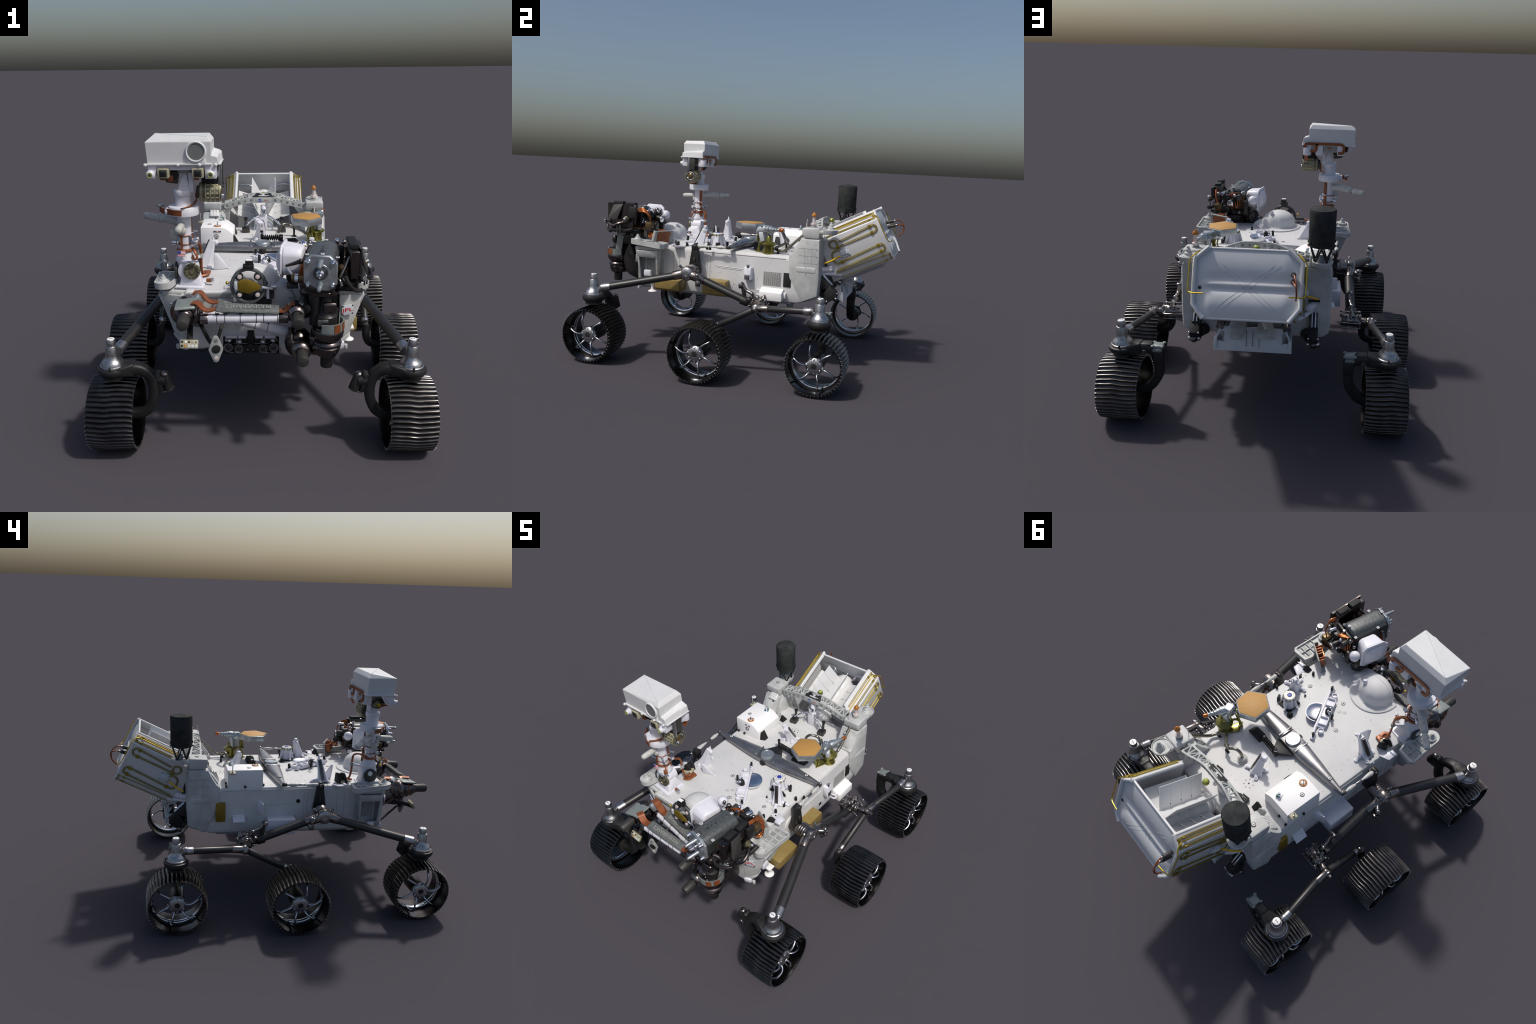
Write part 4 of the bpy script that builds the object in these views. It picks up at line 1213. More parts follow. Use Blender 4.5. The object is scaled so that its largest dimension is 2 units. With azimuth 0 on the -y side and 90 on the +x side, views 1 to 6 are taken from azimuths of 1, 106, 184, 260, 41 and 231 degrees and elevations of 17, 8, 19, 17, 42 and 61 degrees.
# ------------------------------------------------------------------ deck instruments: leaning white brackets
def leaning_bracket(name, base, top, feet, strip_dir, knob, extra=None):
    """tapered post with a metal strip let into one face, small lugs at its feet and a round cross-head"""
    q = Part()
    base = V(base); top = V(top); u = (top - base).normalized(); sd = V(strip_dir).normalized()
    sd = (sd - u * sd.dot(u)).normalized(); side_ = u.cross(sd).normalized()
    L = (top - base).length
    rings = []
    for f_, w_, d_ in ((0, .042, .036), (.12, .038, .030), (.5, .026, .022), (.9, .019, .017), (1, .016, .014)):
        c0 = base + u * L * f_
        ring_ = []
        for a_, b_ in ((-1, -.8), (-.8, -1), (.8, -1), (1, -.8), (1, .8), (.8, 1), (-.8, 1), (-1, .8)):
            ring_.append(c0 + side_ * w_ * a_ * .8 + sd * d_ * b_)
        rings.append(ring_)
    q.loft(rings, 'bracket_white')
    Rm = Matrix((side_, sd, u)).transposed()
    q.box(base + u * L * .52 + sd * .0255, (.020, .010, L * .92), 'strip_metal', rot=Rm @ Euler((math.radians(7), 0, 0)).to_matrix(), bev=.002)
    for p_ in feet:
        q.cyl((p_[0], p_[1], .730), (p_[0], p_[1], .742), .012, 'bracket_white', n=16); q.tube([V((p_[0], p_[1], .738)), V((p_[0], p_[1], .742)).lerp(base + V((0, 0, .02)), .6), base + u * L * .25], .010, 'bracket_white', n=8)
    q.cyl(top + V(knob) * .6 - u * .012, top - V(knob) * .6 - u * .012, .012, 'bracket_white', n=18)
    q.sphere(top + V(knob) * .7 - u * .012, .0135, 'bracket_white', n=14)
    q.cyl(top - u * .03 - sd * .02, top - u * .03 - sd * .012, .006, 'chrome')
    if extra: extra(q)
    return q.make(name, rover)
leaning_bracket('sensor_bracket', (.292, -.285, .732), (.268, -.255, .850), ((.243, -.312), (.310, -.346), (.354, -.266), (.30, -.243)), (.35, -1, .1), (-.035, 0, .004))
q = Part()
q.box((.262, -.255, .862), (.028, .022, .02), 'bracket_white', bev=.006)
q.make('bracket_head', rover)
q = Part()
q.hull([(.262, -.24, .732), (.30, -.225, .732), (.262, -.215, .732), (.29, -.205, .732), (.262, -.235, .775), (.285, -.225, .775)], 'black_matt', bev=.002)
q.hull([(.335, -.30, .73), (.345, -.29, .73), (.332, -.27, .73), (.34, -.265, .73), (.338, -.275, .768)], 'black_matt', bev=.001)
q.hull([(.205, -.30, .73), (.22, -.295, .73), (.205, -.28, .73), (.212, -.29, .755)], 'black_matt', bev=.001)
q.make('deck_stop', rover, stuff=True)
def fin(q):
    q.hull([(-.248, -.372, .732), (-.172, -.348, .732), (-.246, -.362, .732), (-.178, -.340, .732), (-.243, -.385, .824), (-.225, -.375, .824), (-.232, -.37, .82)], 'bracket_white', bev=.002)
    q.cyl((-.172, -.347, .73), (-.172, -.347, .737), .007, 'bracket_white')
leaning_bracket('sensor_bracket', (-.300, -.305, .732), (-.256, -.287, .868), ((-.317, -.337), (-.300, -.232), (-.345, -.27), (-.272, -.34)), (-1, .15, .1), (.028, -.004, 0), fin)
q = Part(); q.hull([(-.262, -.295, .86), (-.245, -.275, .86), (-.265, -.275, .86), (-.248, -.288, .898), (-.252, -.28, .898)], 'bracket_white', bev=.003); q.make('bracket_head', rover)
leaning_bracket('sensor_bracket', (-.012, .238, .732), (-.016, .185, .850), ((.043, .262), (-.043, .195), (-.047, .268), (.02, .205)), (1, .9, .1), (-.03, .012, .004))
q = Part(); q.box((-.035, .195, .858), (.03, .022, .022), 'bracket_white', rot=(0, 0, 30), bev=.007); q.make('bracket_head', rover)

# calibration turret
q = Part()
q.prism([(.262, -.135, .732), (.255, -.215, .732), (.186, -.236, .732), (.172, -.14, .732)], (0, 0, .008), 'black_matt', bev=.002)
q.lathe([(.040, 0), (.036, .01), (.031, .05), (.031, .072), (.034, .075), (.034, .082), (.030, .086), (.012, .087)], (.220, -.181, .738), (0, 0, 1), 'bracket_white', 32)
for i in range(4):
    a = math.radians(20 + 90 * i)
    fx, fy = .220 + .047 * math.cos(a), -.181 + .047 * math.sin(a)
    q.tube([(fx, fy, .740), (.220 + .043 * math.cos(a), -.181 + .043 * math.sin(a), .765), (.220 + .033 * math.cos(a), -.181 + .033 * math.sin(a), .80)], .009, 'bracket_white', n=8)
    q.cyl((fx, fy, .739), (fx, fy, .752), .010, 'chrome', n=14)
q.cyl((.220, -.181, .823), (.220, -.181, .8275), .014, 'mark_blue', n=24)
for i in range(10):
    a = 2 * math.pi * i / 10
    q.sphere((.220 + .034 * math.cos(a), -.181 + .034 * math.sin(a), .812), .006, 'olive_gold', n=8)
    q.bolt((.220 + .022 * math.cos(a), -.181 + .022 * math.sin(a), .8245), (0, 0, 1), .003, 'bright_gold')
q.make('calibration_turret', rover)
q = Part(); q.lathe([(.018, 0), (.018, .006), (.009, .009), (.008, .028), (.005, .030)], (.158, -.135, .731), (0, 0, 1), 'black_matt'); q.make('deck_post', rover)
q = Part(); q.box((.285, -.155, .748), (.014, .03, .036), 'black_matt', rot=(0, 0, 30)); q.make('deck_post', rover)

# long instrument rail with cups and black posts
A0 = V((-.030, -.155, .742)); A1 = V((.135, -.430, .742)); u = (A1 - A0).normalized(); n_ = V((-u.y, u.x, 0))
Rr = Matrix((u, n_, V((0, 0, 1)))).transposed()
q = Part()
q.box((A0 + A1) / 2 + n_ * .008, ((A1 - A0).length, .016, .022), 'bracket_white', rot=Rr, bev=.005, seg=3)
q.box((A0 + A1) / 2 - n_ * .022, ((A1 - A0).length * .66, .050, .014), 'bracket_white', rot=Rr, bev=.005, seg=3)
for f_ in (.30, .72):
    cpt = A0 + (A1 - A0) * f_ - n_ * .024
    for sx in (-1, 1):
        q.box(cpt + u * .026 * sx + V((0, 0, .012)), (.006, .048, .020), 'bracket_white', rot=Rr, bev=.002)
    q.box(cpt - n_ * .024 + V((0, 0, .012)), (.056, .005, .020), 'bracket_white', rot=Rr, bev=.002)
for f_, off in ((.10, -.03), (.90, -.03)):
    cpt = A0 + (A1 - A0) * f_ + n_ * off
    q.pipe(cpt + V((0, 0, -.008)), cpt + V((0, 0, .014)), .016, .013, 'bracket_white', 24); q.cyl(cpt + V((0, 0, -.01)), cpt + V((0, 0, .004)), .014, 'bracket_white')
for p_ in (A0 - u * .012, A1 + u * .006):
    q.box(p_ + V((0, 0, -.004)), (.045, .026, .014), 'bracket_white', rot=Rr, bev=.006)
rail = q.make('instrument_rail', rover)
q = Part()
for p_, h in ((A0 - u * .012, .034), (A1 + u * .004, .034), (A0.lerp(A1, .42) - n_ * .062, .05)):
    q.box(p_ + V((0, 0, h * .5)), (.016, .012, h), 'black_matt', rot=Rr, bev=.003)
    q.sphere(p_ + u * .016 + V((0, 0, .012)), .008, 'chrome', n=10)
cpt = A0.lerp(A1, .51) - n_ * .03
q.lathe([(.016, 0), (.018, .01), (.017, .03), (.012, .04), (.006, .045)], cpt + V((0, 0, 0)), (0, 0, 1), 'black_matt')
q.sphere(cpt + V((-.016, .002, .025)), .012, 'chrome', n=12); q.sphere(cpt + V((-.002, -.014, .038)), .010, 'chrome', n=12); q.sphere(cpt + V((-.01, .012, .044)), .007, 'chrome', n=12)
q.make('rail_post', rail)
# polished mirror scoop
q = Part()
B0 = A0.lerp(A1, .22) + n_ * .018; B1 = A0.lerp(A1, .62) + n_ * .018
mid = (B0 + B1) / 2; hl = (B1 - B0).length / 2
rows_ = []
for rr, zz in ((0.02, .006), (.5, .008), (.85, .013), (.95, .018), (1.0, .018), (1.0, .010), (.9, -.004), (.3, -.008)):
    ring_ = []
    for i in range(25):
        a = math.pi * i / 24
        ring_.append(mid + u * hl * rr * math.cos(a) + n_ * (.074 * rr * abs(math.sin(a)) ** .8) + V((0, 0, .006 + zz)))
    rows_.append(ring_)
vs = []; fs = []
q.loft(rows_, 'chrome', cap=False, closed=True)
q.make('mirror_scoop', rail)

# ------------------------------------------------------------------ mast
mx0, my0 = -.360, -.575
q = Part()
# foot: clevis box
q.hull([(-.392, -.625, .722), (-.276, -.637, .728), (-.385, -.52, .728), (-.285, -.52, .728), (-.378, -.612, .80), (-.298, -.62, .80), (-.375, -.545, .80), (-.30, -.545, .80)], 'bracket_white', bev=.006)
q.box((-.335, -.58, .733), (.135, .135, .010), 'bracket_white', rot=(0, 0, -6), bev=.003)
q.cyl((-.348, -.618, .808), (-.348, -.53, .808), .047, 'bracket_white', n=32)
q.cyl((-.352, -.575, .80), (mx0, my0, .858), .044, 'bracket_white', n=32)
mast = q.make('mast', rover)
q = Part()
q.lathe([(.040, 0), (.040, .008), (.036, .012), (.026, .012), (.024, .008), (.014, .008), (.012, .013), (.001, .013)], (-.328, -.617, .808), (.12, -1, .1), 'khaki_metal', 32)
for i in range(10):
    a = 2 * math.pi * i / 10
    q.sphere((-.328 + .031 * math.cos(a), -.630, .807 + .031 * math.sin(a)), .005, 'motor_grey', n=8)
q.tube([(-.37, -.61, .852), (-.345, -.632, .858), (-.315, -.632, .856), (-.30, -.60, .85)], .005, 'chrome', n=8)
q.cyl((-.40, -.575, .80), (-.412, -.575, .80), .042, 'motor_grey', n=30); q.cyl((-.41, -.57, .815), (-.418, -.57, .815), .015, 'bracket_white')
q.make('mast_hinge', mast)
q = Part()
q.lathe([(.046, .848), (.049, .853), (.049, .862), (.036, .886), (.034, .90), (.0325, .93), (.0315, 1.0), (.033, 1.06), (.034, 1.074)], (mx0, my0, 0), (0, 0, 1), 'bracket_white', 32)
q.lathe([(.060, 1.073), (.0715, 1.076), (.0725, 1.082), (.0725, 1.110), (.069, 1.116), (.040, 1.118), (.0385, 1.122), (.0375, 1.165), (.042, 1.166), (.0435, 1.170), (.0435, 1.188), (.041, 1.193), (.02, 1.194)], (mx0, my0, 0), (0, 0, 1), 'bracket_white', 36)
q.box((mx0 - .06, my0 - .01, 1.094), (.05, .06, .028), 'bracket_white', bev=.008)
q.cyl((mx0 - .01, my0, .845), (mx0 + .065, my0 + .09, .842), .008, 'bracket_white')
q.make('mast_column', mast)
# fork that carries the head
q = Part()
q.hull([(-.385, -.60, 1.185), (-.325, -.60, 1.185), (-.385, -.545, 1.185), (-.325, -.545, 1.185), (-.352, -.585, 1.285), (-.340, -.585, 1.285), (-.352, -.565, 1.285), (-.340, -.565, 1.285)], 'bracket_white', bev=.004)
q.box((-.318, -.575, 1.235), (.024, .05, .11), 'bracket_white', bev=.006)
q.cyl((-.378, -.575, 1.248), (-.43, -.575, 1.255), .030, 'motor_grey'); q.cyl((-.40, -.57, 1.25), (-.445, -.57, 1.256), .022, 'khaki_metal')
q.box((-.40, -.59, 1.265), (.05, .05, .035), 'black_matt', bev=.006); q.box((-.41, -.61, 1.25), (.03, .02, .03), 'copper_ribbon', bev=.004)
q.cyl((-.44, -.575, 1.25), (-.45, -.575, 1.25), .012, 'bright_gold')
q.make('mast_fork', mast)
# wind-sensor booms
q = Part()
q.tube([(mx0, my0, 1.030), (-.41, -.54, 1.036), (-.455, -.505, 1.038), (-.493, -.478, 1.034)], .0215, 'rail_white', n=16)
q.sphere((-.493, -.478, 1.034), .0215, 'rail_white', n=14)
q.tube([(-.50, -.472, 1.034), (-.512, -.462, 1.033)], .010, 'rail_white', n=10)
q.lathe([(.010, 0), (.0165, .006), (.0175, .015), (.0175, .075), (.013, .088), (.004, .093)], (-.510, -.464, 1.033), (-.071, .055, -.001), 'rail_white', 18)
q.make('wind_sensor', mast)
q = Part()
q.lathe([(.014, 0), (.016, .02), (.0175, .03), (.0175, .085), (.013, .098), (.004, .103)], (mx0 - .006, my0 - .035, 1.030), (-.008, -.102, -.004), 'rail_white', 18)
q.sphere((mx0 - .01, my0 - .035, 1.005), .022, 'rail_white', scale=(1, .8, 1.1)); q.box((mx0 - .045, my0 - .01, .985), (.04, .03, .04), 'rail_white', bev=.005)
q.make('wind_sensor', mast)
q = Part()
for sx, yy in ((-1, -.605), (1, -.60), (1, -.545), (-1, -.54)):
    pz = V((mx0 + sx * .038, yy, .945))
    q.cyl((mx0 + sx * .02, my0 + (yy - my0) * .6, .945), pz, .007, 'chrome', n=12); q.cyl(pz, pz + V((sx * .020, 0, .001)), .012, 'chrome', n=14)
    q.cyl(pz + V((sx * .020, 0, .001)), pz + V((sx * .024, 0, .001)), .009, 'pinkish_white', n=14)
for zz in (.92, .985):
    q.torus((mx0 + .012, my0 + .02, zz), (0, 0, 1), .030, .0025, 'chrome', 24, 6)
q.cyl((mx0 + .02, my0 + .03, .985), (mx0 + .055, my0 + .05, .98), .004, 'plate_white'); q.box((mx0 + .03, my0 - .025, .96), (.012, .01, .04), 'chrome', bev=.003)
q.make('clip_sensor', mast)
# copper harness
q = Part()
q.ribbon([(mx0 + .024, my0 + .028, 1.072), (mx0 + .025, my0 + .029, 1.0), (mx0 + .026, my0 + .032, .93), (mx0 + .027, my0 + .036, .875)], .020, .006, 'copper_ribbon', up=(1, 1, 0))
q.tube([(mx0 - .03, my0 + .03, .915), (mx0, my0 + .042, .918), (mx0 + .035, my0 + .055, .918), (mx0 + .055, my0 + .078, .908), (mx0 + .062, my0 + .085, .88), (mx0 + .062, my0 + .088, .80), (mx0 + .062, my0 + .10, .755), (mx0 + .066, my0 + .125, .742), (mx0 + .08, my0 + .15, .741)], .010, 'copper_ribbon', n=8, flat=.6)
q.cyl((mx0 + .062, my0 + .086, .835), (mx0 + .062, my0 + .086, .856), .013, 'grey_paint')
q.torus((mx0, my0, .905), (0, 0, 1), .0345, .008, 'copper_ribbon', 30, 8)
q.ribbon([(mx0 - .012, my0 - .0345, .985), (mx0 - .012, my0 - .0355, .95), (mx0 - .012, my0 - .036, .90)], .010, .004, 'copper_ribbon', up=(0, 1, 0))
for zz in (.977, .935):
    q.torus((mx0, my0, zz), (0, 0, 1), .0335, .003, 'copper_ribbon', 28, 6)
q.tube([(mx0 + .035, my0 - .01, .915), (mx0 + .052, my0 - .03, .895), (mx0 + .058, my0 - .035, .872), (mx0 + .045, my0 - .04, .866), (mx0 + .038, my0 - .035, .885)], .007, 'copper_ribbon', n=8, flat=.6)
# ribbon on the pan bearing and up to the head
ring_ = []
for i in range(13):
    a = math.radians(150 + i * 13)
    ring_.append((mx0 + .0765 * math.cos(a), my0 + .0765 * math.sin(a), 1.098))
q.ribbon([(mx0 - .112, my0 + .012, 1.098)] + ring_[3:], .024, .004, 'copper_ribbon', up=(0, 0, 1)) if 0 else None
for a0, a1 in zip(ring_[:-1], ring_[1:]):
    pass
rings = []
for pnt in [(-.475, -.555, 1.096), (-.452, -.60, 1.096)] + [(mx0 + .076 * math.cos(math.radians(a)), my0 + .076 * math.sin(math.radians(a)), 1.096) for a in range(215, 271, 11)]:
    d_ = (V(pnt) - V((mx0, my0, 1.096))); d_.z = 0; d_.normalize()
    rings.append([V(pnt) + d_ * a * .002 + V((0, 0, b * .013)) for a, b in ((-1, -1), (1, -1), (1, 1), (-1, 1))])
q.loft(rings, 'copper_ribbon')
q.ribbon([(mx0, my0 - .074, 1.118), (mx0 + .03, my0 - .045, 1.121), (mx0 + .05, my0 - .01, 1.126), (mx0 + .062, my0 + .01, 1.15), (mx0 + .07, my0 + .01, 1.19)], .020, .004, 'copper_ribbon', up=(0, .4, 1))
q.make('copper_harness', mast)
q = Part(); q.box((-.472, -.55, 1.112), (.035, .02, .012), 'plate_silver', rot=(0, 0, 40), bev=.002); q.make('harness_clip', mast)
# flag plate
q = Part()
fz = V((mx0 - .012, my0 - .052, .897)); Rx = Euler((math.radians(-8), 0, 0)).to_matrix()
q.box(fz, (.036, .002, .026), 'mark_white', rot=Rx, bev=.0005)
for i in range(4):
    q.box(fz + Rx @ V((0, -.0012, .0105 - i * .007)), (.036, .001, .0026), 'mark_red', rot=Rx, bev=0)
q.box(fz + Rx @ V((-.0105, -.0016, .006)), (.015, .001, .013), 'mark_blue', rot=Rx, bev=0)
q.make('flag_plate', mast)
# mast deck connectors
q = Part()
q.box((-.283, -.428, .740), (.05, .035, .014), 'copper_ribbon', rot=(0, 0, -10), bev=.006); q.cyl((-.30, -.44, .736), (-.30, -.44, .752), .006, 'chrome')
q.box((-.325, -.42, .742), (.06, .05, .02), 'khaki_face', rot=(0, 0, 25), bev=.006)
q.tube([(-.275, -.43, .74), (-.27, -.47, .742), (-.30, -.49, .742)], .011, 'copper_ribbon', n=8, flat=.6)
q.cyl((-.262, -.592, .752), (-.232, -.60, .756), .010, 'copper_ribbon'); q.cyl((-.236, -.599, .756), (-.228, -.601, .757), .011, 'chrome')
q.make('deck_harness', rover)
for dy in (0, .032):
    q = Part()
    q.prism([(-.362, -.452 + dy, .733), (-.352, -.442 + dy, .778), (-.340, -.436 + dy, .798), (-.322, -.430 + dy, .798), (-.312, -.428 + dy, .733)], (.008, .020, 0), 'black_matt', bev=.004)
    q.make('black_connector', rover)

# ------------------------------------------------------------------ mast head
q = Part()
x0, x1, y0, y1 = -.510, -.218, -.648, -.480
zb, zs, zt_ = 1.318, 1.417, 1.442
def rect(a, b, c_, d_, z, r=0):
    return [(a, c_, z), (b, c_, z), (b, d_, z), (a, d_, z)]
bm = bmesh.new()
lvl = [rect(x0 + .006, x1, y0 + .004, y1, zb), rect(x0, x1, y0, y1, zs), rect(x0 + .022, x1 - .018, y0 + .012, y1 - .018, zt_)]
q.hull(lvl[0] + lvl[1] + [(x0 + .020, y1 - .018, zt_ - .001), (x1 - .018, y1 - .016, zt_), (x1 - .015, y0 + .012, zt_ - .004)], 'head_white', bev=.0015, seg=1)
q.box(((x0 + x1) / 2, (y0 + y1) / 2, zb), (x1 - x0 + .006, y1 - y0 + .010, .008), 'head_white', bev=.002)
# diagonal roof seam
q.tube([(x0 + .021, y1 - .019, zt_ - .001), (x1 - .016, y0 + .014, zt_ - .004)], .0024, 'head_white', n=6, smooth=False)
# side bump and aperture collar
q.hull([(-.222, -.645, 1.318), (-.184, -.645, 1.318), (-.222, -.481, 1.318), (-.181, -.481, 1.318), (-.222, -.645, 1.358), (-.190, -.645, 1.350), (-.222, -.481, 1.374), (-.187, -.481, 1.362)], 'head_white', bev=.003, seg=2)
q.hull([(-.222, -.535, 1.318), (-.179, -.535, 1.318), (-.222, -.479, 1.318), (-.178, -.479, 1.318), (-.222, -.535, 1.360), (-.184, -.535, 1.352), (-.222, -.479, 1.370), (-.182, -.479, 1.358)], 'head_white', bev=.003, seg=2)
q.box((-.20, -.56, 1.317), (.05, .17, .004), 'head_white', bev=.001)
q.lathe([(.048, -.03), (.047, .006), (.043, .010), (.038, .008), (.037, .002)], (-.285, -.646, 1.374), (0, -1, .02), 'head_white', 40)
q.hull([(-.325, -.652, 1.322), (-.243, -.652, 1.322), (-.325, -.640, 1.322), (-.243, -.640, 1.322), (-.326, -.645, 1.375), (-.244, -.645, 1.375)], 'head_white', bev=.004)
for xx in (-.505, -.36, -.263, -.19):
    q.sphere((xx - .008, -.652, 1.316), .0085, 'head_white', n=12)
head = q.make('camera_head', mast, 12)
q = Part()
q.lathe([(.0395, 0), (.0395, .004), (.036, .0035), (.001, .006)], (-.285, -.6475, 1.374), (0, -1, .02), 'window_grey', 40)
q.make('laser_window', head)
q = Part()
q.hull([(x, y, z) for x, y in ((x0 + .015, y0 + .012), (x1 + .02, y0 + .012), (x0 + .015, y0 + .05), (x1 + .02, y0 + .05)) for z in (1.316, 1.29)], 'bracket_white', bev=.004)
q.hull([(-.504, -.645, 1.316), (-.462, -.645, 1.316), (-.504, -.645, 1.252), (-.47, -.645, 1.252), (-.504, -.57, 1.316), (-.462, -.57, 1.316), (-.49, -.60, 1.26)], 'bracket_white', bev=.003)
q.bounds((-.247, -.645, 1.252), (-.196, -.59, 1.316), 'bracket_white', bev=.003)
# rear housings
q.bounds((-.235, -.52, 1.25), (-.195, -.478, 1.318), 'bracket_white', bev=.008); q.cyl((-.208, -.485, 1.252), (-.208, -.485, 1.30), .024, 'bracket_white')
q.bounds((-.31, -.52, 1.252), (-.262, -.478, 1.318), 'bracket_white', bev=.006)
q.bounds((-.45, -.53, 1.252), (-.40, -.478, 1.318), 'bracket_white', bev=.008)
q.bounds((-.42, -.60, 1.27), (-.30, -.50, 1.318), 'grey_paint', bev=.004)
q.bounds((-.468, -.62, 1.262), (-.448, -.585, 1.30), 'black_matt', bev=.003)
q.make('camera_housing', head)
for xx, zz in ((-.492, 1.273), (-.222, 1.273)):
    q = Part()
    q.lathe([(.0205, 0), (.0205, .006), (.017, .008), (.0165, .014), (.014, .016), (.014, .026), (.009, .027)], (xx, -.642, zz), (0, -1, 0), 'bracket_white', 28)
    q.torus((xx, -.669, zz), (0, 1, 0), .0105, .0022, 'lens_green', 24, 8)
    q.cyl((xx, -.66, zz), (xx, -.6695, zz), .0088, 'window_grey', n=20); q.cyl((xx, -.66, zz), (xx, -.6702, zz), .0045, 'lens_glass', n=16)
    q.make('small_camera', head)
for xx in (-.434, -.279):
    q = Part()
    q.bounds((xx - .026, -.656, 1.257), (xx + .026, -.59, 1.301), 'khaki_face', bev=.004)
    q.bounds((xx - .0175, -.659, 1.2625), (xx + .0175, -.64, 1.2955), 'motor_grey', bev=.003)
    q.bounds((xx - .012, -.6605, 1.267), (xx + .012, -.642, 1.291), 'lens_glass', bev=.001)
    q.cyl((xx - .01, -.62, 1.245), (xx - .01, -.62, 1.26), .012, 'copper_ribbon')
    q.make('navigation_camera', head)
# copper ribbon frame on the back
q = Part()
def flatrib(pts, w_, mt='copper_ribbon'):
    q.ribbon(pts, w_, .006, mt, up=(0, 1, 0), k=5)
yb = -.4745
flatrib([(-.197, yb, 1.277), (-.196, yb, 1.305), (-.198, yb, 1.318), (-.21, yb, 1.325), (-.24, yb, 1.3255), (-.35, yb, 1.326), (-.415, yb, 1.3255), (-.436, yb, 1.318), (-.442, yb, 1.30), (-.438, yb, 1.277), (-.425, yb, 1.27), (-.405, yb, 1.271)], .017)
flatrib([(-.268, yb, 1.325), (-.268, yb, 1.30), (-.262, yb, 1.283), (-.245, yb, 1.279), (-.228, yb, 1.281)], .016)
q.ribbon([(-.20, -.485, 1.25), (-.203, -.49, 1.235), (-.208, -.50, 1.215)], .024, .005, 'copper_ribbon', up=(0, 1, 0))
q.cyl((-.35, -.49, 1.30), (-.35, -.482, 1.30), .008, 'copper_wire')
q.make('head_harness', head)
# side radiator plate
q = Part(); q.bounds((-.183, -.600, 1.215), (-.180, -.540, 1.318), 'motor_grey', bev=.001); q.cyl((-.186, -.592, 1.205), (-.188, -.588, 1.315), .0115, 'diff_metal')
q.make('side_strap', head)
# lower camera drum on the right of the head
q = Part()
q.lathe([(.044, -.052), (.046, -.048), (.046, .046), (.044, .050), (.036, .050), (.034, .03), (.001, .028)], (-.230, -.572, 1.180), (1, 0, 0), 'khaki_metal', 36)
for k in range(-2, 3):
    q.torus((-.230 + k * .021, -.572, 1.18), (1, 0, 0), .0462, .0022, 'khaki_face', 36, 6)
for i in range(14):
    a = 2 * math.pi * i / 14
    for k in (-1, 0, 1):
        q.box((-.230 + k * .021 + .01, -.572 + .0465 * math.cos(a), 1.18 + .0465 * math.sin(a)), (.012, .004, .008), 'khaki_face', rot=(math.degrees(a), 0, 0), bev=.001)
q.cyl((-.295, -.572, 1.18), (-.28, -.572, 1.18), .030, 'motor_grey')
q.sphere((-.19, -.572, 1.18), .026, 'drill_bronze', scale=(.6, 1, 1)); q.torus((-.184, -.572, 1.18), (1, 0, 0), .029, .004, 'chrome', 28, 8)
q.sphere((-.176, -.588, 1.165), .009, 'chrome', n=12)
q.bounds((-.27, -.60, 1.225), (-.20, -.55, 1.252), 'black_matt', bev=.004)
q.make('sensor_drum', head)

# ------------------------------------------------------------------ robotic arm
arm_shoulder = Part()
q = arm_shoulder
# shoulder azimuth and elbow cluster on the left front
q.cyl((-.30, -.68, .60), (-.33, -.76, .66), .05, 'arm_metal', n=28)
q.sphere((-.345, -.792, .676), .066, 'arm_metal', scale=(.72, .92, 1.05), n=28)
q.torus((-.345, -.80, .675), (.1, 1, -.1), .050, .017, 'arm_metal', 32, 12)
q.cyl((-.342, -.82, .683), (-.336, -.868, .683), .047, 'arm_metal', n=30); q.torus((-.340, -.846, .682), (.1, -1, 0), .046, .004, 'copper_ribbon', 30, 8)
q.lathe([(.047, 0), (.048, .012), (.042, .024), (.034, .030), (.034, .042), (.030, .046)], (-.336, -.860, .683), (.08, -1, 0), 'arm_metal', 30)
q.box((-.30, -.825, .675), (.03, .07, .09), 'arm_metal', bev=.012)
q.box((-.330, -.835, .715), (.03, .05, .03), 'steel', bev=.008)
q.cyl((-.30, -.77, .74), (-.275, -.76, .70), .02, 'plate_silver')
arm = q.make('robotic_arm', rover)
q = Part()
q.lathe([(.026, 0), (.0265, .004), (.0265, .080), (.023, .089), (.010, .092)], (-.333, -.896, .685), (.02, -1, -.02), 'motor_grey', 26)
q.make('arm_motor', arm)
q = Part()
q.hull([(-.375, -.81, .742), (-.285, -.79, .742), (-.375, -.90, .735), (-.285, -.885, .735), (-.375, -.81, .733), (-.285, -.79, .733), (-.375, -.91, .722), (-.285, -.89, .722)], 'pad_grey', bev=.006, seg=3)
q.make('joint_cover', arm)
def link(p0, p1, r, bands, name):
    q = Part(); p0 = V(p0); p1 = V(p1); dd = (p1 - p0).normalized(); L = (p1 - p0).length
    q.cyl(p0 - dd * .03, p0 + dd * .005, r * 1.08, 'joint_metal', n=24); q.cyl(p1 - dd * .005, p1 + dd * .035, r * 1.12, 'arm_metal', n=24)
    q.cyl(p0, p1, r, 'bracket_white', n=28)
    for f_ in bands:
        q.torus(p0 + dd * L * f_, dd, r + .0002, .0016, 'arm_dark', 28, 6)
        q.box(p0 + dd * L * f_ + V((0, 0, r)), (.018, .014, .006), 'arm_dark', bev=.002)
    return q.make(name, arm)
link((-.235, -.880, .674), (.085, -.882, .680), .0215, (.14, .25, .46, .68, .78, .97), 'arm_link')
link((-.27, -.748, .655), (.125, -.768, .560), .0215, (.15, .3, .48, .62, .76), 'arm_link')
